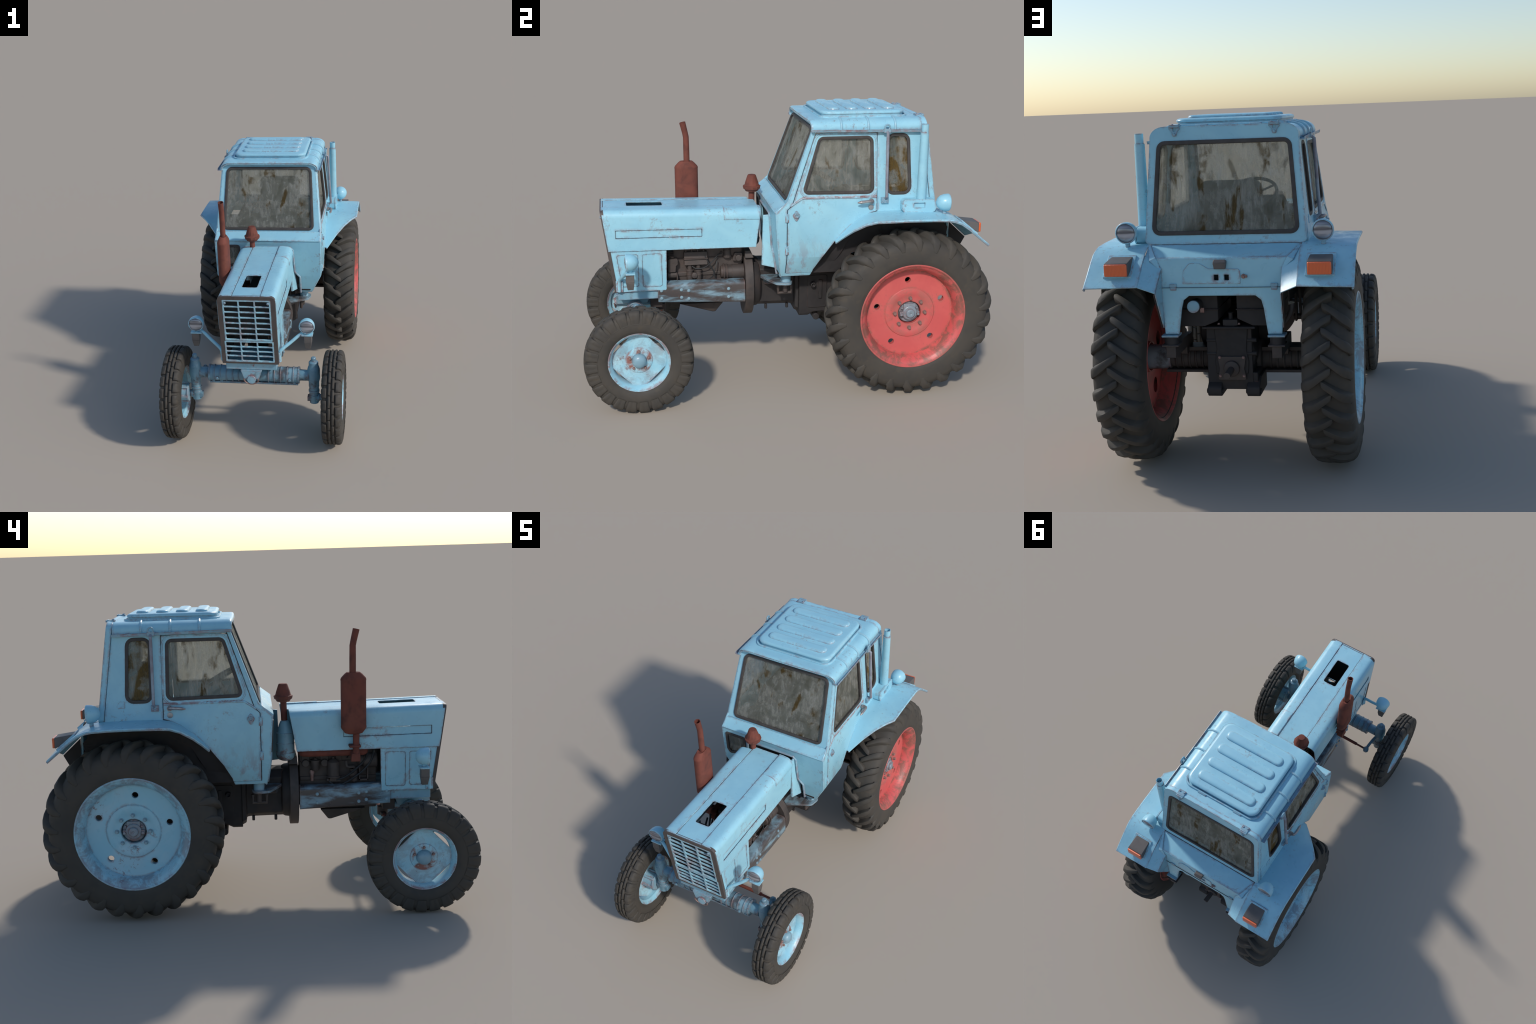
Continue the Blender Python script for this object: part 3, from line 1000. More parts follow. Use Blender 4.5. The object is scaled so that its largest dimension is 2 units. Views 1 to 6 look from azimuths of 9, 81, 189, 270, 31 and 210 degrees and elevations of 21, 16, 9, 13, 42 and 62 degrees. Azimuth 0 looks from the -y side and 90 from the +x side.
# ---------------------------------------------------------------- frame rails, engine
for s in (1, -1):
    k = MB()
    RX = 0.149
    # channel section with rounded top and bottom, falling slightly to the rear
    R = []
    for y, zb, zt in ((-0.629, 0.440, 0.536), (-0.192, 0.420, 0.532)):
        pts = rounded([(0.092, zb), (RX, zb), (RX, zt), (0.092, zt)], [0, 0.008, 0.020, 0], 5)
        R.append([(x, y, z) for x, z in pts])
    k.rings([list(reversed(r)) for r in R])
    k = k if s > 0 else k.mirrored()
    k.make('frame_rail', T, 'rail', angle=40)
    locs = [(s * RX, y, z) for y in (-0.612, -0.513, -0.477, -0.276) for z in ((0.462, 0.502) if y < -0.5 else (0.454, 0.496))]
    scatter('rail_bolt', BOLT_S, T, locs, (0, 0, 0) if s > 0 else (0, 0, PI))

ENG = empty('engine', T, (0, -0.38, 0.55))
b = MB()
b.box((-0.058, -0.572, 0.400), (0.058, -0.196, 0.640))
b.box((-0.062, -0.560, 0.640), (0.062, -0.198, 0.705))
b.box((-0.064, -0.572, 0.545), (0.064, -0.198, 0.566))
b.box((-0.050, -0.550, 0.705), (0.050, -0.215, 0.800))
b.make('engine_block', ENG, 'iron', bevel=0.004)
b = MB()
b.hexa([(-0.06, -0.350, 0.345), (0.06, -0.350, 0.345), (0.06, -0.335, 0.345), (-0.06, -0.335, 0.345)],
       [(-0.075, -0.52, 0.400), (0.075, -0.52, 0.400), (0.075, -0.295, 0.400), (-0.075, -0.295, 0.400)])
b.make('oil_pan', ENG, 'iron', bevel=0.006)
MB.shift_x = -0.032   # the fittings sit close to the block
# right side fittings
b = MB()
b.hexa([(0.085, -0.492, 0.611), (0.128, -0.492, 0.611), (0.128, -0.374, 0.611), (0.085, -0.374, 0.611)],
       [(0.085, -0.492, 0.676), (0.112, -0.492, 0.676), (0.112, -0.374, 0.676), (0.085, -0.374, 0.676)])
b.box((0.088, -0.494, 0.640), (0.131, -0.372, 0.645))
b.make('injection_pump', ENG, 'iron', bevel=0.003)
b = MB()
for i in range(4):
    b.cyl((0.100, -0.482 + 0.030 * i, 0.672), (0.100, -0.482 + 0.030 * i, 0.708), 0.0055, n=10)
b.make('injector_pipe', ENG, 'iron')
b = MB()
b.lathe([(-0.308, 0.026), (-0.306, 0.031), (-0.294, 0.032), (-0.294, 0.042), (-0.288, 0.042), (-0.288, 0.034), (-0.278, 0.034), (-0.278, 0.040), (-0.274, 0.040), (-0.274, 0.034),
         (-0.25, 0.034), (-0.25, 0.036), (-0.19, 0.036)], (0.100, 0, 0.562), (0, 1, 0), 28)
b.make('starter_motor', ENG, 'iron', angle=40)
b = MB()
b.lathe([(0.632, 0.012), (0.636, 0.020), (0.642, 0.0225), (0.665, 0.018), (0.678, 0.019), (0.684, 0.024), (0.692, 0.024)], (0.095, -0.272, 0), (0, 0, 1), 22)
b.sphere((0.098, -0.302, 0.664), 0.006, 10)
b.make('fuel_filter', ENG, 'iron')
b = MB()
R = [[(x, y, z) for y, z in rounded([(-0.248, 0.620), (-0.196, 0.616), (-0.196, 0.660), (-0.236, 0.662)], 0.006, 3)] for x in (0.082, 0.112)]
b.rings([list(reversed(r)) for r in R])
b.lathe([(0, 0.0165), (0.010, 0.0165), (0.012, 0.014)], (0.112, -0.216, 0.636), n=20)
b.make('cover_housing', ENG, 'iron', bevel=0.002)
b = MB()
for y in (-0.464, -0.420):
    b.lathe([(0.530, 0.014), (0.534, 0.0165), (0.555, 0.0165), (0.557, 0.019), (0.561, 0.019), (0.563, 0.0165), (0.575, 0.0165), (0.577, 0.019), (0.581, 0.019), (0.585, 0.012), (0.612, 0.012)],
            (0.106, y, 0), (0, 0, 1), 18)
b.lathe([(0, 0.015), (0.016, 0.015), (0.018, 0.012)], (0.112, -0.441, 0.556), n=18)
b.box((0.09, -0.465, 0.548), (0.112, -0.42, 0.566))
b.cyl((0.106, -0.420, 0.535), (0.106, -0.420, 0.515), 0.010, n=12)
b.make('fuel_pump', ENG, 'iron', angle=40)
b = MB()
R = [[(x, y, z) for y, z in rounded([(-0.572, 0.578), (-0.536, 0.578), (-0.534, 0.610), (-0.524, 0.618), (-0.524, 0.646), (-0.572, 0.646)], 0.004, 3)] for x in (0.085, 0.128)]
b.rings([list(reversed(r)) for r in R])
for i in range(6):
    b.box((0.085, -0.574, 0.650 + i * 0.0062), (0.120, -0.543, 0.653 + i * 0.0062))
b.cyl((0.105, -0.574, 0.56), (0.105, -0.530, 0.56), 0.018, n=18)
b.cyl((0.105, -0.531, 0.545), (0.105, -0.526, 0.545), 0.026, n=20)
b.make('alternator', ENG, 'iron', bevel=0.0015)
for pts in ([(0.118, -0.452, 0.602), (0.128, -0.43, 0.593), (0.130, -0.39, 0.598), (0.122, -0.35, 0.625), (0.110, -0.320, 0.655), (0.102, -0.300, 0.662)],
            [(0.118, -0.387, 0.655), (0.132, -0.370, 0.620), (0.130, -0.345, 0.575), (0.126, -0.352, 0.545), (0.118, -0.385, 0.525), (0.112, -0.412, 0.523)],
            [(0.112, -0.325, 0.625), (0.126, -0.335, 0.590), (0.128, -0.342, 0.560), (0.124, -0.336, 0.535), (0.112, -0.350, 0.518)]):
    MB().tube(smooth_path(pts, 6), 0.0028, 8).make('fuel_line', ENG, 'hose')
MB().cyl((0.112, -0.402, 0.526), (0.114, -0.388, 0.524), 0.005, n=10).make('pipe_fitting', ENG, 'steel')

MB.shift_x = 0.032
# left side fittings
b = MB()
for y in (-0.226, -0.319):
    b.box((-0.100, y - 0.020, 0.634), (-0.084, y + 0.020, 0.675))
    b.lathe([(0.08, 0.0185), (0.116, 0.0185), (0.119, 0.0165)], (0, y, 0.634), (-1, 0, 0), 22)
b.box((-0.100, -0.405, 0.640), (-0.084, -0.372, 0.678))
b.make('cover_cap', ENG, 'iron', bevel=0.002)
b = MB()
b.lathe([(0.600, 0.017), (0.604, 0.0205), (0.645, 0.0215), (0.645, 0.0255), (0.651, 0.0255), (0.653, 0.012), (0.662, 0.006)], (-0.112, -0.273, 0), (0, 0, 1), 22)
b.make('oil_filter', ENG, 'iron', angle=40)
b = MB()
b.lathe([(0.562, 0.030), (0.564, 0.035), (0.571, 0.035), (0.572, 0.030), (0.640, 0.0305), (0.652, 0.018), (0.656, 0.007), (0.664, 0.006)], (-0.116, -0.361, 0), (0, 0, 1), 26)
b.box((-0.13, -0.395, 0.543), (-0.09, -0.342, 0.562))
b.sphere((-0.125, -0.333, 0.552), 0.009, 12)
b.make('centrifuge', ENG, 'iron', bevel=0.001)
b = MB()
b.lathe([(0.545, 0.008), (0.575, 0.009), (0.588, 0.0135), (0.600, 0.010)], (-0.105, -0.257, 0), (0, 0, 1), 16)
b.make('drain_tap', ENG, 'bolt_rust')
b = MB()
b.lathe([(-0.575, 0.030), (-0.570, 0.036), (-0.51, 0.036), (-0.505, 0.030), (-0.488, 0.030), (-0.483, 0.022), (-0.477, 0.012)], (-0.100, 0, 0.640), (0, 1, 0), 26)
b.box((-0.125, -0.53, 0.545), (-0.095, -0.525, 0.61))
b.box((-0.125, -0.49, 0.545), (-0.095, -0.485, 0.61))
b.box((-0.125, -0.53, 0.545), (-0.095, -0.485, 0.552))
b.make('generator', ENG, 'iron', angle=40)
b = MB()
b.cyl((-0.105, -0.462, 0.54), (-0.105, -0.462, 0.60), 0.020, n=18)
b.cyl((-0.115, -0.462, 0.575), (-0.115, -0.44, 0.575), 0.014, n=16)
b.tube(smooth_path([(-0.112, -0.425, 0.640), (-0.118, -0.426, 0.618), (-0.120, -0.440, 0.612), (-0.118, -0.460, 0.612), (-0.115, -0.468, 0.600)], 5), 0.0075, 10)
b.make('water_pump', ENG, 'iron')
for pts in ([(-0.115, -0.530, 0.725), (-0.132, -0.520, 0.660), (-0.136, -0.475, 0.610), (-0.134, -0.420, 0.568), (-0.128, -0.380, 0.553), (-0.118, -0.368, 0.550)],
            [(-0.115, -0.562, 0.725), (-0.134, -0.548, 0.655), (-0.138, -0.505, 0.598), (-0.138, -0.430, 0.545), (-0.136, -0.385, 0.527), (-0.130, -0.350, 0.535), (-0.125, -0.335, 0.550)]):
    MB().tube(smooth_path(pts, 7), 0.0052, 8).make('water_hose', ENG, 'hose')
MB().tube(smooth_path([(-0.10, -0.43, 0.655), (-0.118, -0.440, 0.672), (-0.118, -0.50, 0.695), (-0.10, -0.54, 0.72)], 6), 0.003, 8).make('water_hose', ENG, 'hose')
MB.shift_x = 0.0
# bits seen through the opening of the hood
b = MB()
b.tube(smooth_path([(0.020, -0.565, 0.74), (0.020, -0.610, 0.745), (0.015, -0.640, 0.735), (0.010, -0.70, 0.730), (0.0, -0.765, 0.735)], 5), 0.020, 12)
b.box((-0.010, -0.630, 0.715), (0.050, -0.612, 0.775))
b.make('water_elbow', ENG, 'iron_dark', bevel=0.002)
for pts in ([(-0.115, -0.530, 0.725), (-0.075, -0.600, 0.745), (-0.03, -0.680, 0.745), (0.02, -0.735, 0.735)],
            [(-0.115, -0.562, 0.725), (-0.080, -0.640, 0.735), (-0.045, -0.700, 0.735), (-0.02, -0.760, 0.725)],
            [(0.085, -0.66, 0.745), (0.05, -0.69, 0.755), (0.0, -0.715, 0.750), (-0.05, -0.74, 0.730)]):
    MB().tube(smooth_path(pts, 6), 0.0052, 8).make('water_hose', ENG, 'hose')

# ---------------------------------------------------------------- exhaust
EX = empty('exhaust', T, (-0.19, -0.45, 0.95))
b = MB()
def stadium(z, sx, sy, cy=-0.450, cx=-0.190, n=28):
    out = []
    for i in range(n):
        a = 2 * PI * i / n
        c, s_ = math.cos(a), math.sin(a)
        p = 2.6
        out.append((cx + sx * math.copysign(abs(c) ** (2 / p), c), cy + sy * math.copysign(abs(s_) ** (2 / p), s_), z))
    return out
b.rings([stadium(z, sx, sy) for z, sx, sy in ((0.795, 0.014, 0.026), (0.800, 0.022, 0.042), (0.822, 0.030, 0.0585), (0.830, 0.032, 0.061), (0.836, 0.0315, 0.060),
         (1.048, 0.0315, 0.060), (1.054, 0.032, 0.061), (1.062, 0.030, 0.0585), (1.080, 0.022, 0.042), (1.088, 0.018, 0.032), (1.084, 0.014, 0.015))])
b.make('muffler', EX, 'rust', angle=32)
b = MB()
pth = [(-0.190, -0.447, 1.075), (-0.190, -0.4475, 1.15), (-0.190, -0.448, 1.212), (-0.1895, -0.4525, 1.235), (-0.189, -0.465, 1.288)]
b.tube(pth, [0.0155, 0.0155, 0.0150, 0.0150, 0.0160], 18, cap=False)
b.tube([(p[0], p[1], p[2] - 0.0005) for p in reversed(pth)], [0.0130] * 5, 18, cap=False)
R0 = []
b.lathe([(0, 0.0130), (0.0002, 0.0162)], pth[-1], Vector(pth[-1]) - Vector(pth[-2]), 18, cap=False)
b.make('exhaust_pipe', EX, 'rust', angle=40)
b = MB()
b.cyl((-0.190, -0.462, 0.80), (-0.178, -0.462, 0.668), 0.0155, n=18)
b.box((-0.205, -0.483, 0.730), (-0.155, -0.428, 0.742))
b.cyl((-0.178, -0.462, 0.690), (-0.10, -0.450, 0.690), 0.022, n=18)
b.hexa([(-0.200, -0.482, 0.662), (-0.158, -0.482, 0.662), (-0.158, -0.436, 0.662), (-0.200, -0.436, 0.662)],
       [(-0.196, -0.480, 0.700), (-0.160, -0.480, 0.700), (-0.160, -0.440, 0.700), (-0.196, -0.440, 0.700)])
b.make('exhaust_elbow', EX, 'rust', bevel=0.003)
b = MB()
b.tube(smooth_path([(-0.09, -0.205, 0.700), (-0.118, -0.212, 0.698), (-0.126, -0.240, 0.697), (-0.126, -0.36, 0.697), (-0.126, -0.48, 0.697), (-0.118, -0.505, 0.697), (-0.09, -0.51, 0.70)], 5), 0.020, 14)
b.make('exhaust_manifold', EX, 'rust')

# ---------------------------------------------------------------- air cleaner
AC = empty('air_cleaner', T, (-0.080, -0.127, 0.75))
b = MB()
b.lathe([(0.655, 0.022), (0.660, 0.034), (0.672, 0.043), (0.684, 0.0455), (0.692, 0.0465), (0.696, 0.0465), (0.697, 0.0435), (0.735, 0.0435), (0.737, 0.0445), (0.741, 0.0445), (0.743, 0.043), (0.785, 0.0415),
         (0.787, 0.0425), (0.791, 0.0425), (0.793, 0.040), (0.830, 0.030), (0.850, 0.021), (0.852, 0.016)], (-0.080, -0.130, 0), (0, 0, 1), 28)
b.make('air_filter_bowl', AC, 'blue_worn', angle=30)
b = MB()
b.cyl((-0.080, -0.127, 0.845), (-0.080, -0.124, 0.955), 0.0155, n=18)
b.make('intake_pipe', AC, 'rust')
b = MB()
b.lathe([(0.942, 0.016), (0.944, 0.032), (0.953, 0.037), (0.956, 0.043), (0.968, 0.046), (0.972, 0.0455), (0.974, 0.040), (0.978, 0.037), (0.990, 0.034), (1.024, 0.0225), (1.029, 0.019), (1.030, 0.001)], (-0.080, -0.124, 0), (0, 0, 1), 12)
b.make('pre_cleaner', AC, 'rust', angle=25)

# ---------------------------------------------------------------- bell housing and transmission
GX = empty('transmission', T, (0, 0.3, 0.45))
b = MB()
pl = []
for i in range(48):
    a = 2 * PI * i / 48
    pl.append((0.152 * math.cos(a), max(0.318, min(0.640, 0.487 + 0.172 * math.sin(a)))))
b.rings([[(x, y, z) for x, z in pl] for y in (-0.188, -0.145)])
b.make('flywheel_flange', GX, 'iron', bevel=0.003)
b = MB()
b.hexa([(-0.105, -0.186, 0.638), (0.105, -0.186, 0.638), (0.105, -0.140, 0.638), (-0.105, -0.140, 0.638)],
       [(-0.085, -0.184, 0.672), (0.085, -0.184, 0.672), (0.085, -0.155, 0.672), (-0.085, -0.155, 0.672)])
b.make('flange_cap', GX, 'iron', bevel=0.003)
b = MB()
b.lathe([(-0.150, 0.134), (-0.122, 0.130), (-0.108, 0.122), (-0.104, 0.10), (-0.100, 0.06)], (0, 0, 0.487), (0, 1, 0), 32)
def gsec(hx, zb, zt, ch=0.035):
    return [(-hx + ch, zb), (hx - ch, zb), (hx, zb + ch * 0.7), (hx, zt - ch), (hx - ch, zt), (-hx + ch, zt), (-hx, zt - ch), (-hx, zb + ch * 0.7)]
b.rings([[(x, y, z) for x, z in gsec(hx, zb, zt)] for y, hx, zb, zt in ((-0.125, 0.084, 0.372, 0.605), (0.050, 0.088, 0.370, 0.600), (0.066, 0.092, 0.368, 0.596), (0.070, 0.112, 0.345, 0.590), (0.090, 0.116, 0.335, 0.588))])
for y in (-0.075, 0.035):
    for s in (-1, 1):
        b.box((s * 0.075 - 0.008, y - 0.007, 0.354), (s * 0.075 + 0.008, y + 0.007, 0.380))
b.make('gearbox', GX, 'iron_dark', bevel=0.004)
b = MB()
b.rings([[(x + 0.018, y, z) for x, z in gsec(0.124, zb, 0.584, 0.014)] for y, zb in ((0.088, 0.326), (0.135, 0.326), (0.160, 0.338), (0.300, 0.342))])
b.box((-0.090, 0.290, 0.330), (0.090, 0.745, 0.582))
for s in (-1, 1):
    R = [[(x, y, z) for y, z in rounded([(0.130, 0.370), (0.232, 0.370), (0.232, 0.545), (0.130, 0.545)], 0.012, 4)] for x in ((0.140, 0.146) if s > 0 else (-0.110, -0.104))]
    b.rings([list(reversed(r)) for r in R])
    b.lathe([(0, 0.013), (0.030, 0.013), (0.030, 0.007), (0.02, 0.006)], (s * 0.126 + 0.018, 0.155, 0.500), (s, 0, 0), 18)
    b.box((s * 0.130 + 0.013, 0.185, 0.42), (s * 0.130 + 0.023, 0.205, 0.52))
b.cyl((-0.120, 0.178, 0.310), (0.140, 0.178, 0.318), 0.0175, n=18)
b.make('rear_gear_case', GX, 'iron_dark', bevel=0.004)
# rear face of the case: plate, ribs, power take-off, draw arms
MB.shift_y = -0.022
MB.shift_z = -0.007
b = MB()
b.box((-0.110, 0.56, 0.585), (0.100, 0.795, 0.594))
for s in (-1, 1):
    for z in (0.534, 0.481):
        b.cyl((s * 0.035 - 0.009, 0.762, z), (s * 0.100 - 0.009, 0.762, z), 0.0085, n=12)
b.rings([[(x, y, z) for x, z in rounded([(-0.072, 0.40), (0.055, 0.40), (0.058, 0.45), (0.050, 0.50), (0.058, 0.585), (-0.076, 0.585), (-0.068, 0.50), (-0.076, 0.45)], 0.006, 3)] for y in (0.74, 0.772)])
b.lathe([(0.70, 0.095), (0.752, 0.092), (0.757, 0.085)], (-0.009, 0, 0.475), (0, 1, 0), 28)
b.make('rear_case_cover', GX, 'iron_dark', bevel=0.003)
b = MB()
b.rings([[(x, y, z) for x, z in rounded([(-0.066, 0.378), (0.048, 0.378), (0.040, 0.425), (0.048, 0.472), (-0.066, 0.472), (-0.058, 0.425)], 0.008, 3)] for y in (0.765, 0.780)])
b.lathe([(0.775, 0.033), (0.790, 0.031), (0.792, 0.028)], (-0.009, 0, 0.425), (0, 1, 0), 26)
b.cyl((-0.009, 0.78, 0.424), (-0.003, 0.852, 0.414), 0.0135, n=16)
b.make('power_take_off', GX, 'iron', bevel=0.0015)
scatter('flange_bolt', BOLT_D, GX, [(x, 0.758, z) for x in (-0.056, 0.038) for z in (0.388, 0.462)], (0, 0, PI / 2))
scatter('flange_bolt', BOLT_D, GX, [(x, 0.758, 0.594) for x in (-0.095, -0.045, 0.035, 0.080)], (0, -PI / 2, 0))
b = MB()
b.box((-0.108, 0.60, 0.345), (0.090, 0.765, 0.405))
for x0, x1 in ((0.034, 0.090), (-0.118, -0.066)):
    R = [[(x, y, z) for y, z in rounded([(0.62, 0.312), (0.79, 0.312), (0.79, 0.350), (0.74, 0.385), (0.62, 0.385)], [0.004, 0.018, 0.018, 0.006, 0.004], 4)] for x in (x0, x1)]
    b.rings([list(reversed(r)) for r in R])
    b.cyl((x0 - 0.006, 0.770, 0.332), (x1 + 0.006, 0.770, 0.332), 0.011, n=16)
b.make('draw_bracket', GX, 'iron_dark', bevel=0.003)
b = MB()
b.box((-0.040, 0.735, 0.596), (0.018, 0.785, 0.620))
b.cyl((-0.010, 0.762, 0.618), (-0.010, 0.762, 0.642), 0.0085, n=14)
b.cyl((-0.010, 0.762, 0.641), (-0.010, 0.762, 0.645), 0.011, n=14)
b.lathe([(0.594, 0.034), (0.598, 0.034)], (-0.010, 0.755, 0), (0, 0, 1), 20)
b.make('control_valve', GX, 'iron_dark', bevel=0.003)
MB.shift_y = 0.0
MB.shift_z = 0.0
# rear axle housings
for s in (1, -1):
    k = MB()
    prof = [(0.085, 0.075), (0.105, 0.070), (0.110, 0.050)]
    for i in range(7):
        x = 0.120 + i * 0.027
        prof += [(x, 0.043), (x + 0.016, 0.043), (x + 0.016, 0.047), (x + 0.022, 0.047)]
    prof += [(0.310, 0.044), (0.345, 0.040)]
    k.lathe(prof, (0, REAR[1], REAR[2]), n=28)
    k.box((0.10, REAR[1] - 0.042, 0.455), (0.29, REAR[1] + 0.042, 0.470))
    k.box((0.10, REAR[1] - 0.042, 0.365), (0.29, REAR[1] + 0.042, 0.376))
    (k if s > 0 else k.mirrored()).make('axle_housing', GX, 'iron', bevel=0.001)
    # brake drum beside the case
    k = MB().lathe([(0.088, 0.075), (0.150, 0.075), (0.155, 0.07)], (0, 0.505, 0.53), n=26)
    (k if s > 0 else k.mirrored()).make('brake_housing', GX, 'iron_dark', bevel=0.003)

# fuel tanks under the rear of the cab
for s in (1, -1):
    x0, x1 = (0.032, 0.195) if s > 0 else (-0.205, -0.042)
    k = MB()
    sec = rounded([(x0, 0.735), (x1, 0.735), (x1, 0.590), ((x0 if s > 0 else x1) + (0.055 if s > 0 else -0.055) * 1, 0.590), (x0, 0.612)] if s > 0 else
                  [(x0, 0.735), (x1, 0.735), (x1, 0.620), (x1 - 0.06, 0.592), (x0, 0.592)], 0.008, 3)
    k.rings([[(x, y, z) for x, z in sec] for y in (0.52, 0.775)])
    k.box((x0 - 0.003, 0.515, 0.655), (x1 + 0.003, 0.783, 0.660))
    k.make('fuel_tank', T, 'iron_dark', bevel=0.004)
k = MB()
k.cyl((0.112, 0.77, 0.678), (0.118, 0.812, 0.676), 0.0235, n=22)
k.make('tank_neck', T, 'iron_dark')
MB().lathe([(0, 0.024), (0.010, 0.024), (0.012, 0.021)], (0.118, 0.808, 0.676), (0, 1, 0), 22).make('tank_cap', T, 'blue_worn')
MB().box((0.083, 0.786, 0.648), (0.098, 0.790, 0.666)).moved().make('cap_strap', T, 'bolt_rust')

# ================================================================ cab
CAB = empty('cab', T, (0, 0.33, 0.58))
XT = [(0.50, 0.215), (0.575, 0.258), (0.692, 0.3165), (0.915, 0.3200), (1.32, 0.2850), (1.5, 0.270)]
def xs(z):
    return lerp_table(XT, z)
CUTS = (0.692, 0.915)
def smap(off=0.0):
    return lambda y, z: (xs(z) + off, y, z)
ARCH = [(0.434, 0.914), (0.395, 0.903), (0.353, 0.882), (0.294, 0.836), (0.250, 0.792), (0.225, 0.766), (0.166, 0.690), (0.128, 0.618), (0.118, 0.585)]
WIN_DOOR = rounded([(0.148, 1.272), (0.066, 1.007), (0.414, 1.000), (0.408, 1.272)], [0.028, 0.022, 0.028, 0.028])
WIN_Q = rounded([(0.479, 1.281), (0.481, 0.992), (0.601, 0.992), (0.588, 1.281)], [0.035] * 4)

def both_sides(build, name, parent, mat, **kw):
    b = build()
    b.make(name, parent, mat, **kw)
    build().mirrored().make(name, parent, mat, **kw)

WT = 0.010
def front_pillar():
    return MB().panel([(-0.0335, 0.583), (-0.052, 0.692), (-0.0665, 0.915), (-0.003, 0.978), (0.121, 1.318), (0.139, 1.318), (0.1290, 1.2935), (0.0135, 0.9525),
                       (-0.0105, 0.931), (-0.0105, 0.597), (0.123, 0.597), (0.118, 0.583)], [], smap(), WT, CUTS, flip=False)
both_sides(front_pillar, 'front_pillar', CAB, 'blue', bevel=0.003)
def quarter():
    return MB().panel([(0.4345, 0.900), (0.432, 1.318), (0.6500, 1.318), (0.7045, 0.900)], [WIN_Q], smap(), WT, (0.915,))
both_sides(quarter, 'quarter_panel', CAB, 'blue', bevel=0.003)
def top_rail():
    return MB().panel([(0.132, 1.2935), (0.140, 1.318), (0.431, 1.318), (0.431, 1.2925)], [], smap(), WT)
both_sides(top_rail, 'roof_rail', CAB, 'blue', bevel=0.002)

DOOR_OUT = [(-0.0075, 0.600), (-0.0075, 0.930), (0.0165, 0.9515), (0.1315, 1.2905), (0.4290, 1.2890), (0.4315, 0.9150)] + ARCH[1:-1] + [(0.1235, 0.600)]
doors = {}
for s in (1, -1):
    b = MB().panel(DOOR_OUT, [WIN_DOOR], smap(), WT, CUTS)
    # pressed rim round the window and the ridge along the waist
    outer = inset(WIN_DOOR, -0.018)
    loop = [Vector(smap(0.0)(y, z)) for y, z in outer]
    b.sweep(loop, Vector((1, 0, 0.06)), [(-0.004, -0.001), (-0.002, 0.0022), (0.002, 0.0022), (0.004, -0.001)])
    R = [[Vector(smap(o)(y, z + dz)) for o, dz in ((-0.001, -0.007), (0.0035, -0.005), (0.0035, 0.0), (-0.001, 0.006))] for y, z in
         [(0.008, 0.951), (0.030, 0.966), (0.060, 0.985), (0.075, 0.988), (0.2, 0.9865), (0.430, 0.9835)]]
    b.rings(R)
    if s < 0:
        b = b.mirrored()
    doors[s] = b.make('door', CAB, 'blue_low', bevel=0.0022)
    D = doors[s]
    k = MB()
    path = smooth_path([(0.328, 0.402, 0.964), (0.344, 0.400, 0.967), (0.349, 0.385, 0.968), (0.348, 0.350, 0.965), (0.346, 0.328, 0.962)], 5)
    k.tube(path, [0.009] * 6 + [0.0075] * (len(path) - 6 - 4) + [0.006, 0.005, 0.004, 0.002], 10)
    k.cyl((0.320, 0.402, 0.964), (0.334, 0.402, 0.964), 0.012, n=16)
    k.lathe([(0, 0.013), (0.004, 0.013), (0.005, 0.010)], (0.319, 0.402, 0.932), n=18)
    (k if s > 0 else k.mirrored()).make('door_handle', D, 'steel')
    # filler plate: lozenge with a round fitting
    k = MB()
    k.panel(rounded([(0.034, 0.932), (0.014, 0.905), (0.034, 0.872), (0.054, 0.905)], [0.006, 0.010, 0.006, 0.010], 4), [], lambda y, z: (xs(0.9) + 0.0045, y, z), 0.006)
    k.lathe([(0, 0.012), (0.008, 0.011), (0.008, 0.0075), (0.003, 0.007)], (xs(0.9) + 0.004, 0.034, 0.904), n=20)
    (k if s > 0 else k.mirrored()).make('door_stop', D, 'blue_worn', bevel=0.0012)
    for z in (0.892, 0.730):
        k = MB()
        x = xs(z)
        k.box((x - 0.002, -0.020, z - 0.021), (x + 0.0045, -0.002, z + 0.021))
        k.box((x + 0.004, -0.015, z - 0.014), (x + 0.008, -0.007, z + 0.014))
        k.cyl((x + 0.005, -0.0115, z - 0.019), (x + 0.005, -0.0115, z + 0.019), 0.0045, n=12)
        (k if s > 0 else k.mirrored()).make('hinge', D, 'blue', bevel=0.0012)
    # grab bar from gutter to waist
    k = MB()
    k.tube([(0.306, 0.4725, 1.302), (0.3265, 0.4725, 1.290), (0.334, 0.4725, 1.10), (0.341, 0.4725, 0.985), (0.326, 0.4725, 0.974)], 0.0075, 12)
    (k if s > 0 else k.mirrored()).make('grab_bar', CAB, 'grey_bar' if 'grey_bar' in M else 'blue_worn')
    k = MB()
    k.box((xs(0.966) - 0.002, 0.451, 0.952), (xs(0.966) + 0.014, 0.486, 0.980))
    k.lathe([(0, 0.005), (0.004, 0.004)], (xs(0.966) + 0.014, 0.459, 0.962), n=10)
    k.lathe([(0, 0.005), (0.004, 0.004)], (xs(0.966) + 0.014, 0.477, 0.962), n=10)
    # hook eye on the gutter
    k.box((0.302, 0.455, 1.292), (0.318, 0.490, 1.310))
    ring = [(0.314, 0.4725 + 0.0125 * math.cos(t), 1.318 + 0.0125 * math.sin(t)) for t in [2 * PI * i / 20 for i in range(20)]]
    k.tube(ring, 0.0045, 8, closed=True)
    (k if s > 0 else k.mirrored()).make('mirror_bracket', CAB, 'blue_worn', bevel=0.001)
    # gutter strip
    k = MB()
    pr = [(0.284, 1.302), (0.3105, 1.3015), (0.3125, 1.313), (0.3105, 1.3135), (0.3085, 1.3045), (0.284, 1.306)]
    k.rings([[(x, y, z - 0.010 * (y - 0.1) / 0.55) for x, z in pr] for y in (0.107, 0.650)])
    (k if s > 0 else k.mirrored()).make('rain_gutter', CAB, 'blue_worn')

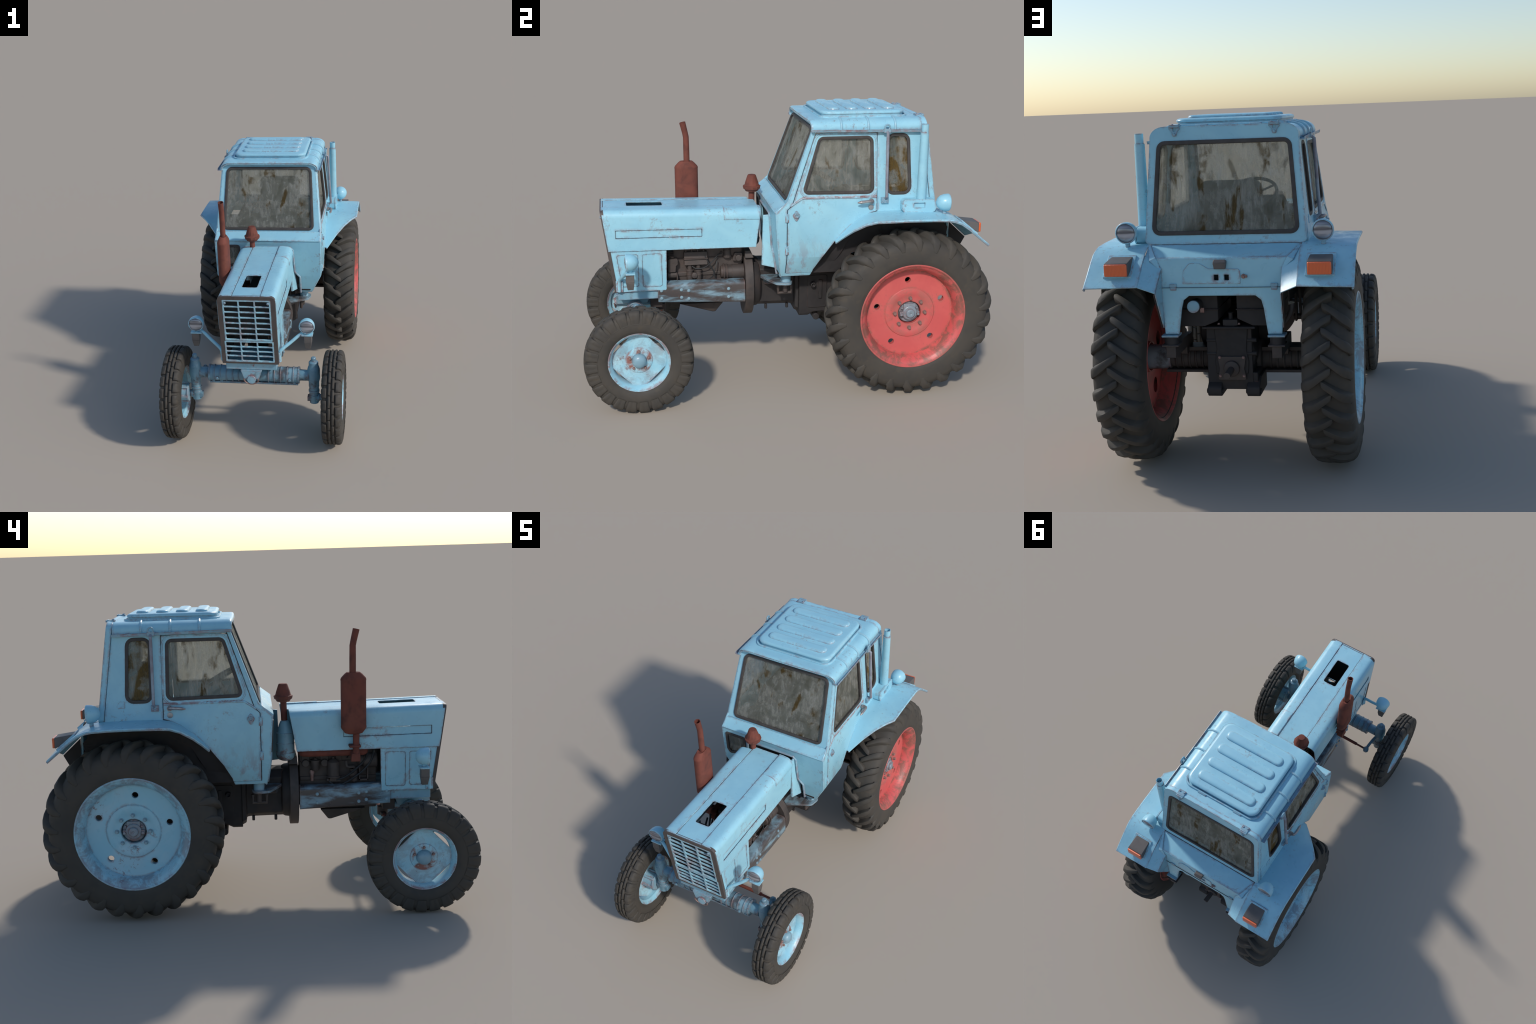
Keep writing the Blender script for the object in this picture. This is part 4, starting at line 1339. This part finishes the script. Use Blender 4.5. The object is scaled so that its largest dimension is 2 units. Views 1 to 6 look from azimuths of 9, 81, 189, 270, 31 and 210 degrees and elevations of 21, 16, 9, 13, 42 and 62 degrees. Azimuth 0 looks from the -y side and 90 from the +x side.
# badge plate on the left quarter
k = MB().panel(rounded([(0.605, 1.000), (0.605, 0.968), (0.640, 0.968), (0.640, 0.985), (0.630, 1.000)], 0.004, 3), [], lambda y, z: (xs(z) + 0.0022, y, z), 0.003)
k.mirrored().make('cover_plate', CAB, 'blue')

# windows: rubber seal and pane
SEALP = [(-0.0085, 0.0), (-0.0072, 0.0045), (0.0, 0.0065), (0.0072, 0.0045), (0.0085, 0.0), (0.005, -0.009), (-0.005, -0.009)]
def window(loop2d, mapf, out, name_parent, flip=False):
    pts = inset(loop2d, 0.003)
    b = MB()
    b.sweep([mapf(*p) for p in pts], Vector(out), SEALP)
    sl = b
    g = MB()
    g.panel(inset(loop2d, 0.006), [], lambda a, c: Vector(mapf(a, c)) - Vector(out).normalized() * 0.003, 0.003, flip=flip)
    return sl, g

for s in (1, -1):
    for lp, par in ((WIN_DOOR, doors[s]), (WIN_Q, CAB)):
        sl, g = window(lp, lambda y, z: Vector(smap(-0.004)(y, z)), (1, 0, 0.062), None)
        g = g.moved(off=(-0.007, 0, 0))
        (sl if s > 0 else sl.mirrored()).make('window_seal', par, 'seal', angle=50)
        (g if s > 0 else g.mirrored()).make('window_pane', par, 'glass_ochre' if lp is WIN_Q else 'glass')

# windscreen frame
def wmap(x, z):
    return Vector((x, -0.0055 + (z - 0.976) * 0.366, z))
def xin(z):
    return xs(z) - 0.001
WS_OUT = [(-xin(0.953), 0.953), (xin(0.953), 0.953), (xin(1.2), 1.20), (xin(1.305), 1.305), (0.277, 1.322), (0.262, 1.336), (0.238, 1.344), (-0.238, 1.344), (-0.262, 1.336), (-0.277, 1.322), (-xin(1.305), 1.305), (-xin(1.2), 1.20)]
WS = rounded([(-0.270, 0.970), (0.270, 0.970), (0.251, 1.317), (-0.251, 1.317)], [0.024, 0.024, 0.032, 0.032])
WN = Vector((0, -1, 0.366))
b = MB().panel(WS_OUT, [WS], wmap, 0.012)
b.make('windscreen_frame', CAB, 'blue', bevel=0.007, seg=3)
sl, g = window(WS, wmap, WN, None)
sl.make('window_seal', CAB, 'seal', angle=50)
g.make('windscreen', CAB, 'glass')
# sloping ledge below the windscreen
b = MB()
b.grid([[(-0.3165, -0.0660, 0.9125), (0.3165, -0.0660, 0.9125)], [(-0.3145, -0.0110, 0.9545), (0.3145, -0.0110, 0.9545)]], 0.010)
b.make('scuttle', CAB, 'blue', bevel=0.003)
# front panel
def fmap(x, z):
    return Vector((x, lerp_table([(0.5, -0.03), (0.583, -0.0345), (0.692, -0.053), (0.915, -0.0670)], z), z))
half = [(0.3200, 0.9145), (0.3165, 0.692), (0.258, 0.577), (0.190, 0.577), (0.190, 0.685), (0.158, 0.720), (0.152, 0.862), (0.136, 0.878)]
FP = half + [(-x, z) for x, z in reversed(half)]
SW = rounded([(-0.292, 0.886), (-0.292, 0.765), (-0.276, 0.737), (-0.196, 0.762), (-0.174, 0.790), (-0.172, 0.886)], 0.012)
b = MB().panel(list(reversed(FP)), [SW], fmap, 0.010, (0.692,))
b.make('front_panel', CAB, 'blue_low', bevel=0.003)
sl, g = window(SW, fmap, (0, -1, -0.06), None)
sl.make('window_seal', CAB, 'seal', angle=50)
g.make('window_pane', CAB, 'glass')
# rolled edge round the hood opening
b = MB()
edge = [fmap(x, z) + Vector((0, -0.004, 0)) for x, z in half[3:]] + [fmap(-x, z) + Vector((0, -0.004, 0)) for x, z in reversed(half[3:])]
b.tube(edge, 0.006, 10)
b.make('opening_flange', CAB, 'blue_worn')
# cowl between the hood and the cab
for s in (1, -1):
    k = MB()
    k.hexa([(0.138, -0.108, 0.612), (0.150, -0.108, 0.612), (0.172, -0.040, 0.600), (0.160, -0.040, 0.600)],
           [(0.134, -0.100, 0.868), (0.144, -0.100, 0.868), (0.146, -0.040, 0.872), (0.136, -0.040, 0.872)])
    if s > 0:
        k.make('cowl', CAB, 'blue', bevel=0.002)
k = MB()
k.panel([(-0.198, 0.580), (0.198, 0.580), (0.198, 0.690), (0.165, 0.725), (0.155, 0.882), (-0.155, 0.882), (-0.165, 0.725), (-0.198, 0.690)], [], lambda x, z: fmap(x, z) + Vector((0, 0.011, 0)), 0.004)
k.make('firewall', CAB, 'iron_dark')

# rear wall
def rmap(x, z):
    return Vector((x, 0.7265 - (z - 0.906) * 0.134, z))
_hr = [(0.2925, 1.314)] + [(0.235 + 0.0575 * math.cos(PI / 2 * k / 8), 1.316 + 0.0425 * math.sin(PI / 2 * k / 8)) for k in range(1, 9)]
RW_OUT = rounded([(-0.318, 0.906), (0.318, 0.906)] + _hr + [(-x, z) for x, z in reversed(_hr)], [0.018, 0.018] + [0] * (2 * len(_hr)), 6)
RW = rounded([(-0.286, 0.945), (0.286, 0.945), (0.259, 1.298), (-0.259, 1.298)], 0.028)
b = MB().panel(RW_OUT, [RW], lambda x, z: rmap(x, z) + Vector((0, 0.006, 0)), 0.026, flip=True)
b.make('rear_frame', CAB, 'blue', bevel=0.005, seg=3)
sl, g = window([(x, z) for x, z in reversed(RW)], lambda x, z: rmap(x, z) + Vector((0, 0.005, 0)), (0, 1, 0.134), None, flip=True)
sl.make('window_seal', CAB, 'seal', angle=50)
g.make('rear_window', CAB, 'glass')
for x in (0.192, -0.199):
    k = MB()
    pl = rounded([(x - 0.022, 1.364), (x + 0.022, 1.364), (x + 0.022, 1.348), (x + 0.012, 1.338), (x + 0.007, 1.320), (x - 0.007, 1.320), (x - 0.012, 1.338), (x - 0.022, 1.348)], 0.003, 2)
    k.panel(pl, [rounded([(x - 0.0055, 1.356), (x + 0.0055, 1.356), (x + 0.0055, 1.338), (x - 0.0055, 1.338)], 0.004, 3)], lambda a, c: rmap(a, c) + Vector((0, 0.0115, 0)), 0.006, flip=True)
    k.lathe([(0, 0.0065), (0.006, 0.005)], rmap(x, 1.326) + Vector((0, 0.011, 0)), (0, 1, 0), 12)
    k.box((x - 0.020, 0.642, 1.353), (x + 0.020, 0.684, 1.3620))
    for dx in (-0.013, 0.013):
        k.lathe([(0, 0.005), (0.005, 0.004)], (x + dx, 0.652, 1.3615), (0, 0, 1), 10)
    k.make('window_hinge', CAB, 'blue_worn', bevel=0.001)

# roof
def roof_profile(n_c=8):
    P = [(0.2915, 1.303), (0.2922, 1.314)]
    for k in range(1, n_c):
        a = PI / 2 * k / n_c
        P.append((0.235 + 0.0572 * math.cos(a), 1.315 + 0.0400 * math.sin(a)))
    P += [(0.226, 1.3553), (0.12, 1.3562), (0.0, 1.3565)]
    return P + [(-x, z) for x, z in reversed(P[:-1])]
RP = roof_profile()
def roof_row(y, dz, sx=1.0, flat=1.0, lean=0.0):
    rows = []
    for x, z in RP:
        t = (z - 1.303) / 0.0535
        rows.append(Vector((x * sx, y + lean * (abs(x) / 0.292) ** 3, 1.303 + (z - 1.303 + dz * t) * flat)))
    return rows
rows = [roof_row(0.1000, -0.008, 0.994, 1, 0.008), roof_row(0.1010, -0.004, 0.997, 1, 0.008), roof_row(0.1045, -0.001, 0.999, 1, 0.008), roof_row(0.1115, 0.001, 1, 1, 0.008), roof_row(0.124, 0.001, 1, 1, 0.004), roof_row(0.25, 0.001), roof_row(0.5, 0.0), roof_row(0.640, -0.001), roof_row(0.648, -0.0015)]
b = MB().grid(rows, 0.006)
b.make('roof', CAB, 'blue', angle=40)
# inner brow under the roof front edge
b = MB()
def brow_loop(sx, f, y):
    return [Vector((x * sx, y + 0.004 + 0.010 * (abs(x) / 0.292) ** 3, 1.3005 + (z - 1.303) * f)) for x, z in RP]
b.grid([brow_loop(0.982, 0.86, 0.0985), brow_loop(0.974, 0.80, 0.0975), brow_loop(0.965, 0.76, 0.0985), brow_loop(0.960, 0.73, 0.103), brow_loop(0.955, 0.70, 0.118)], 0.003)
b.make('roof_brow', CAB, 'blue', angle=40)
# three pressed bands over each roof edge
for s in (1, -1):
    for y in (0.254, 0.386, 0.518):
        k = MB()
        pr = [p for p in RP if p[0] > 0.225]
        path = [Vector((x + 0.0008, y, z + 0.001 - 0.0)) for x, z in pr]
        k.tube(path, 0.0062, 8)
        (k if s > 0 else k.mirrored()).make('roof_band', CAB, 'blue')
# roof hatch
HT = empty('roof_hatch', CAB, (0, 0.38, 1.3525))
def rr_loop(hx, y0, y1, r, z):
    return [(x, y, z) for x, y in rounded([(-hx, y0), (hx, y0), (hx, y1), (-hx, y1)], r, 7)]
b = MB()
Z0 = 1.353
fr_out = [rr_loop(0.227, 0.162, 0.603, 0.050, Z0), rr_loop(0.227, 0.162, 0.603, 0.050, Z0 + 0.009), rr_loop(0.225, 0.164, 0.601, 0.049, Z0 + 0.011),
          rr_loop(0.219, 0.170, 0.595, 0.046, Z0 + 0.011), rr_loop(0.218, 0.171, 0.594, 0.046, Z0 + 0.009), rr_loop(0.218, 0.171, 0.594, 0.046, Z0 + 0.002)]
b.rings(fr_out)
b.make('hatch_frame', HT, 'blue', angle=30)
b = MB()
b.rings([rr_loop(0.210, 0.179, 0.586, 0.043, Z0 + 0.001), rr_loop(0.210, 0.179, 0.586, 0.043, Z0 + 0.017), rr_loop(0.214, 0.175, 0.590, 0.046, Z0 + 0.018), rr_loop(0.215, 0.174, 0.591, 0.046, Z0 + 0.025),
         rr_loop(0.213, 0.176, 0.589, 0.045, Z0 + 0.0285), rr_loop(0.206, 0.183, 0.582, 0.040, Z0 + 0.0325), rr_loop(0.199, 0.190, 0.575, 0.034, Z0 + 0.0335)])
b.make('hatch_lid', HT, 'blue', angle=40)
for y in (0.247, 0.338, 0.429, 0.521):
    b = MB()
    def rib(hx, hy, z):
        return [(x, y + yy, z) for x, yy in rounded([(-hx, -hy), (hx, -hy), (hx, hy), (-hx, hy)], hy * 0.92, 6)]
    b.rings([rib(0.1725, 0.0292, Z0 + 0.0330), rib(0.1710, 0.0278, Z0 + 0.0385), rib(0.1685, 0.0252, Z0 + 0.0420), rib(0.163, 0.0200, Z0 + 0.0442), rib(0.155, 0.0115, Z0 + 0.0450)])
    b.make('hatch_rib', HT, 'blue', angle=48)
for x in (-0.115, 0.10):
    b = MB().box((x - 0.024, 0.590, 1.3525), (x + 0.024, 0.606, 1.3615))
    b.cyl((x - 0.024, 0.606, 1.3565), (x + 0.024, 0.606, 1.3565), 0.0042, n=10)
    b.make('hatch_hinge', HT, 'blue_worn', bevel=0.001)

# ---------------------------------------------------------------- fenders
INNER = [(0.205, 0.7380), (0.230, 0.7680), (0.262, 0.8020), (0.300, 0.8380), (0.353, 0.8775), (0.395, 0.8980), (0.440, 0.9070), (0.55, 0.9080), (0.66, 0.9060), (0.735, 0.9025),
         (0.765, 0.8970), (0.800, 0.8840), (0.840, 0.8565), (0.885, 0.8190), (0.940, 0.7735)]
def xouter(y):
    return min(0.5055, 0.322 + max(0.0, (y - 0.222)) * (0.507 - 0.322) / (0.438 - 0.222))
for s in (1, -1):
    G = []
    for y, z in INNER:
        if y < 0.23:
            continue
        xo = xouter(y)
        xi = 0.312 if y < 0.70 else 0.298
        row = []
        for t in (0, 0.35, 0.7, 0.93, 0.985, 1.0):
            dz = -0.004 if t > 0.999 else 0.0
            row.append(Vector((xi + (xo - xi) * t, y, z + dz - 0.004 * t)))
        G.append(row)
    b = MB().grid([list(r) for r in G], 0.005)
    b = b if G[0][0].x < 0 else b
    (b if s > 0 else b.mirrored()).make('fender', T, 'blue', bevel=0.0012, angle=24)
    # rolled outer lip
    b = MB()
    lip = [Vector((xouter(y) - 0.0025, y, z - 0.0085)) for y, z in INNER if y >= 0.23]
    b.tube(lip, 0.0042, 8)
    (b if s > 0 else b.mirrored()).make('fender_lip', T, 'blue_worn')
    # inner flap sloping down towards the rear panel
    b = MB()
    b.grid([[(0.299, 0.752, 0.9015), (0.296, 0.752, 0.9005)][::-1], [(0.232, 0.832, 0.826), (0.299, 0.835, 0.8585)], [(0.238, 0.918, 0.746), (0.300, 0.938, 0.7735)]], 0.004)
    (b if s > 0 else b.mirrored()).make('fender_flap', T, 'blue', bevel=0.001)
    # gusset under the flap
    b = MB()
    b.hexa([(0.2325, 0.838, 0.600), (0.2285, 0.838, 0.600), (0.2285, 0.842, 0.600), (0.2325, 0.842, 0.600)],
           [(0.2365, 0.832, 0.822), (0.2325, 0.832, 0.822), (0.2345, 0.917, 0.744), (0.2385, 0.917, 0.744)])
    (b if s > 0 else b.mirrored()).make('fender_gusset', T, 'blue_worn')
    b = b.moved(off=(0.0062, -0.001, -0.001))  # dark copy of the gusset, modelled to show the fender underside's shade
    (b if s > 0 else b.mirrored()).make('gusset_shade_plate', T, 'iron_dark')
    # dark wheel well wall
    b = MB()
    well = [(0.122, 0.594), (0.214, 0.596), (0.314, 0.768), (0.44, 0.840), (0.580, 0.858), (0.72, 0.850), (0.80, 0.815), (0.790, 0.868), (0.73, 0.900), (0.43, 0.902)] + [(y - 0.002, z - 0.003) for y, z in ARCH[1:-1]]
    def well_x(y, z):
        return min(xs(z) - 0.030, 0.264) - 0.006 * max(0.0, min(1.0, (y - 0.66) / 0.12))
    b.panel(list(reversed(well)), [], lambda y, z: (well_x(y, z), y, z), 0.005, (0.692, 0.76), flip=False)
    b.panel([(0.12, 0.592), (0.262, 0.592), (0.330, 0.690), (0.80, 0.690), (0.82, 0.80), (0.73, 0.900), (0.43, 0.905), (0.30, 0.84), (0.17, 0.69)], [], lambda y, z: (0.252, y, z), 0.004)
    # arch skin closing the gap between the cab side and the well wall
    b.grid([[Vector((well_x(y, z) - 0.004, y, z)) for y, z in reversed(ARCH)], [Vector((max(xs(z) - 0.003, 0.25), y - 0.002, z)) for y, z in reversed(ARCH)]], 0.004)
    (b if s > 0 else b.mirrored()).make('wheel_well', CAB, 'iron_dark')
    # tail lamp on its foot
    b = MB()
    def tilt(u, v, w):   # u across, v down the fender slope, w outwards from it
        base = Vector((0.382, 0.850, 0.8500))
        down = Vector((0, 0.775, -0.632))
        up = Vector((0, 0.632, 0.775))
        return base + Vector((u, 0, 0)) + down * v + up * w
    b.hexa([tilt(-0.056, -0.040, 0.0), tilt(0.056, -0.040, 0), tilt(0.056, 0.072, 0), tilt(-0.056, 0.072, 0)][::-1],
           [tilt(-0.055, -0.039, 0.008), tilt(0.055, -0.039, 0.008), tilt(0.055, 0.071, 0.008), tilt(-0.055, 0.071, 0.008)][::-1])
    (b if s > 0 else b.mirrored()).make('lamp_foot', T, 'blue', bevel=0.0015)
    b = MB()
    b.hexa([(0.332, 0.830, 0.858), (0.432, 0.830, 0.858), (0.428, 0.916, 0.8125), (0.336, 0.916, 0.8125)],
           [(0.340, 0.818, 0.877), (0.424, 0.818, 0.877), (0.428, 0.916, 0.863), (0.336, 0.916, 0.863)])
    tl = (b if s > 0 else b.mirrored()).make('tail_lamp', T, 'grey_plastic', bevel=0.003)
    b = MB().box((0.338, 0.915, 0.8145), (0.426, 0.927, 0.8605))
    (b if s > 0 else b.mirrored()).make('tail_lamp_lens', tl, 'orange', bevel=0.004, seg=3)
    # work lamp on the fender
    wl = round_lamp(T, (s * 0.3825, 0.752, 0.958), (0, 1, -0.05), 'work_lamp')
    MB().cyl((s * 0.3825, 0.752, 0.902), (s * 0.3825, 0.752, 0.922), 0.010, n=12).make('lamp_stalk', wl, 'blue_worn')

# right side: air duct with stack
b = MB()
sec = rounded([(0.546, 0.908), (0.716, 0.906), (0.716, 0.972), (0.546, 0.974)], 0.022, 6)
hol = rounded([(0.604, 0.930), (0.660, 0.930), (0.660, 0.956), (0.604, 0.956)], 0.002, 2)
b.panel(sec, [hol], lambda y, z: (0.366, y, z), 0.008)
b.panel(inset(sec, 0.001), [], lambda y, z: (0.357, y, z), 0.050)
b.make('air_duct', CAB, 'blue', bevel=0.003)
b = MB()
b.cyl((0.343, 0.645, 0.968), (0.343, 0.648, 1.295), 0.0235, 0.0205, 24)
R0 = MB()
b.lathe([(0, 0.0172), (0.040, 0.0172), (0.040, 0.0145), (0.0, 0.0140)], (0.343, 0.649, 1.294), (0, 0.02, 1), 22, cap=False)
b.lathe([(0.006, 0.0001), (0.0065, 0.0142)], (0.343, 0.649, 1.294), (0, 0, 1), 22, cap=False)
b.make('duct_stack', CAB, 'blue', angle=40)

# ---------------------------------------------------------------- rear lower panel
RP_ = empty('rear_panel', T, (0, 0.84, 0.72))
b = MB()
b.grid([[(-0.296, 0.735, 0.9055), (0.296, 0.735, 0.9055)], [(-0.252, 0.827, 0.8665), (0.252, 0.827, 0.8665)]][::-1], 0.004)
b.make('rear_shelf', RP_, 'blue', bevel=0.001)
for s in (1, -1):
    k = MB()
    k.grid([[(0.296, 0.735, 0.9055), (0.300, 0.752, 0.9025)], [(0.252, 0.827, 0.8665), (0.276, 0.832, 0.8555)], [(0.232, 0.832, 0.826), (0.240, 0.836, 0.826)]], 0.004)
    (k if s > 0 else k.mirrored()).make('corner_fillet', RP_, 'blue')
def pmap(off=0.0):
    return lambda x, z: Vector((x, 0.829 + (0.866 - z) * 0.045 + off, z))
halfp = [(0.262, 0.866), (0.234, 0.828), (0.2365, 0.745), (0.226, 0.575), (0.172, 0.575), (0.158, 0.675), (0.150, 0.705), (0.128, 0.722)]
PP = [(-x, z) for x, z in halfp] + [(x, z) for x, z in reversed(halfp)]
CP = rounded([(0.150, 0.768), (0.147, 0.818), (0.122, 0.848), (0.082, 0.846), (0.050, 0.826), (-0.067, 0.824), (-0.073, 0.814), (-0.073, 0.768)], [0.002, 0.02, 0.02, 0.02, 0.02, 0.006, 0.004, 0.002], 4)
sq1 = [(0.010, 0.781), (0.029, 0.781), (0.029, 0.803), (0.010, 0.803)]
sq2 = [(-0.030, 0.781), (-0.011, 0.781), (-0.011, 0.803), (-0.030, 0.803)]
b = MB().panel(PP, [sq1, sq2], pmap(), 0.012, flip=True)
b.make('rear_plate', RP_, 'blue', bevel=0.003)
b = MB().panel(CP, [sq1, sq2], pmap(0.0030), 0.005, flip=True)
b.make('cover_plate', RP_, 'blue', bevel=0.0018)
b = MB().box((-0.06, 0.80, 0.75), (0.06, 0.812, 0.83))
b.make('socket_well', RP_, 'black')
b = MB().hexa([(-0.019, 0.828, 0.826), (0.023, 0.828, 0.826), (0.023, 0.852, 0.826), (-0.019, 0.852, 0.826)][::1],
              [(-0.023, 0.822, 0.850), (0.027, 0.822, 0.850), (0.027, 0.854, 0.850), (-0.023, 0.854, 0.850)])
b.hexa([(-0.023, 0.822, 0.850), (0.027, 0.822, 0.850), (0.027, 0.854, 0.850), (-0.023, 0.854, 0.850)],
       [(-0.023, 0.822, 0.854), (0.027, 0.822, 0.854), (0.024, 0.846, 0.862), (-0.020, 0.846, 0.862)])
b.make('plate_lamp', RP_, 'grey_plastic', bevel=0.002)
b = MB()
b.lathe([(0, 0.009), (0.006, 0.009), (0.006, 0.006), (0.014, 0.005)], pmap(0)(-0.086, 0.796), (0, 1, 0), 12)
b.box((-0.100, 0.832, 0.791), (-0.084, 0.840, 0.801))
b.make('latch', RP_, 'bolt_rust')
for x in (0.187, -0.201):
    k = MB()
    y0 = pmap(0)(0, 0.757).y
    k.box((x - 0.0135, y0 - 0.002, 0.757), (x + 0.0135, y0 + 0.005, 0.769))
    k.box((x - 0.0115, y0 - 0.002, 0.744), (x + 0.0115, y0 + 0.005, 0.757))
    k.make('plate_hinge', RP_, 'blue_worn', bevel=0.001)
# seam strip under the cover
b = MB()
b.grid([[pmap(0.0012)(x, z) for x in (-0.234, 0.234)] for z in (0.7535, 0.7550)][::-1], 0.003)
b.make('panel_seam', RP_, 'black')
# rubber mounts under the panel legs
for s in (1, -1):
    x = s * 0.205
    k = MB()
    k.box((x - 0.033, 0.800, 0.566), (x + 0.033, 0.858, 0.573))
    k.make('mount_plate', RP_, 'blue_worn', bevel=0.001)
    k = MB()
    k.cyl((x, 0.828, 0.566), (x, 0.828, 0.536), 0.029, n=22)
    k.make('rubber_mount', RP_, 'iron_dark')
    k = MB()
    k.box((x - 0.033, 0.795, 0.529), (x + 0.033, 0.860, 0.536))
    k.box((x - 0.019, 0.64, 0.484), (x + 0.019, 0.852, 0.530))
    k.box((x - 0.014, 0.56, 0.450), (x + 0.014, 0.66, 0.52))
    k.make('mount_bracket', RP_, 'iron', bevel=0.002)

for s in (1, -1):
    k = MB()
    k.box((0.242, 0.560, 0.570), (0.250, 0.600, 0.752))
    k.box((0.258, 0.566, 0.600), (0.266, 0.594, 0.752))
    k.cyl((0.235, 0.580, 0.585), (0.270, 0.580, 0.585), 0.012, n=14)
    (k if s > 0 else k.mirrored()).make('fender_bracket', T, 'iron', bevel=0.001)

# front cab mounts
for s in (1, -1):
    k = MB()
    k.cyl((0.205, 0.005, 0.578), (0.205, 0.005, 0.540), 0.026, n=20)
    (k if s > 0 else k.mirrored()).make('cab_mount', CAB, 'blue_worn')
    k = MB()
    pl = rounded([(0.085, -0.115), (0.150, -0.085), (0.238, -0.045), (0.252, 0.028), (0.190, 0.040), (0.085, -0.020)], [0, 0.01, 0.03, 0.025, 0.02, 0], 4)
    k.panel(pl, [], lambda x, y: (x, y, 0.542), 0.012)
    k.hexa([(0.085, -0.085, 0.490), (0.12, -0.075, 0.500), (0.12, -0.050, 0.500), (0.085, -0.040, 0.490)], [(0.085, -0.100, 0.531), (0.20, -0.045, 0.531), (0.20, -0.010, 0.531), (0.085, -0.030, 0.531)])
    (k if s > 0 else k.mirrored()).make('cab_bracket', CAB, 'rail', bevel=0.001)
    k = MB()
    k.tube([(0.190, -0.03, 0.515), (0.190, -0.03, 0.475), (0.190, 0.035, 0.475), (0.190, 0.035, 0.515)], 0.009, 8)
    k.cyl((0.195, 0.005, 0.52), (0.195, 0.005, 0.48), 0.013, n=12)
    (k if s > 0 else k.mirrored()).make('mount_bracket', CAB, 'iron', bevel=0.001)

# ---------------------------------------------------------------- cabin interior
IN = empty('cabin_interior', CAB, (0, 0.35, 0.62))
b = MB()
b.box((-0.250, -0.040, 0.592), (0.250, 0.245, 0.600))
b.hexa([(-0.250, 0.235, 0.592), (0.250, 0.235, 0.592), (0.250, 0.245, 0.592), (-0.250, 0.245, 0.592)],
       [(-0.250, 0.320, 0.760), (0.250, 0.320, 0.760), (0.250, 0.330, 0.760), (-0.250, 0.330, 0.760)])
b.box((-0.250, 0.320, 0.752), (0.250, 0.820, 0.760))
b.make('cabin_floor', IN, 'iron_dark')
b = MB()
b.hexa([(-0.20, -0.030, 0.60), (0.20, -0.030, 0.60), (0.20, 0.10, 0.60), (-0.20, 0.10, 0.60)],
       [(-0.30, -0.030, 0.93), (0.30, -0.030, 0.93), (0.28, 0.10, 0.96), (-0.28, 0.10, 0.96)])
b.hexa([(-0.16, 0.02, 0.95), (0.02, 0.02, 0.95), (0.02, 0.12, 0.95), (-0.16, 0.12, 0.95)],
       [(-0.14, 0.06, 1.02), (0.0, 0.06, 1.02), (0.0, 0.11, 1.035), (-0.14, 0.11, 1.035)])
b.hexa([(-0.24, 0.08, 0.74), (0.24, 0.08, 0.74), (0.24, 0.20, 0.74), (-0.24, 0.20, 0.74)],
       [(-0.27, 0.08, 0.945), (0.27, 0.08, 0.945), (0.26, 0.17, 0.925), (-0.26, 0.17, 0.925)])
b.make('dashboard', IN, 'cabin', bevel=0.006)
ST = empty('steering', IN, (-0.02, 0.19, 1.05))
b = MB()
cc = Vector((-0.018, 0.192, 1.054))
ax = Vector((0, 0.50, 0.866)).normalized()
u = Vector((1, 0, 0))
v = ax.cross(u)
b.tube([cc + (u * math.cos(t) + v * math.sin(t)) * 0.105 for t in [2 * PI * i / 40 for i in range(40)]], 0.0075, 10, closed=True)
for i in range(3):
    t = PI / 2 + 2 * PI * i / 3
    b.tube([cc - ax * 0.012, cc + (u * math.cos(t) + v * math.sin(t)) * 0.103], 0.005, 8)
b.lathe([(-0.02, 0.02), (0.0, 0.022), (0.006, 0.015)], cc, ax, 18)
b.make('steering_wheel', IN, 'cabin')
b = MB().cyl(cc - ax * 0.01, cc - ax * 0.19, 0.013, n=14)
b.make('steering_column', IN, 'cabin')
b = MB()
R = []
for x, z in rounded([(-0.12, 0.935), (0.135, 0.935), (0.135, 1.136), (-0.12, 1.136)], 0.035, 5):
    R.append((x, z))
b.rings([[(x, 0.50 + (z - 0.94) * 0.15, z) for x, z in R], [(x, 0.54 + (z - 0.94) * 0.15, z) for x, z in R]])
b.make('seat_back', IN, 'cabin', bevel=0.012, seg=3)
b = MB().box((-0.12, 0.315, 0.890), (0.135, 0.52, 0.945))
b.make('seat_cushion', IN, 'cabin', bevel=0.015, seg=3)
b = MB().box((-0.08, 0.345, 0.758), (0.09, 0.50, 0.892))
b.make('seat_base', IN, 'cabin', bevel=0.005)
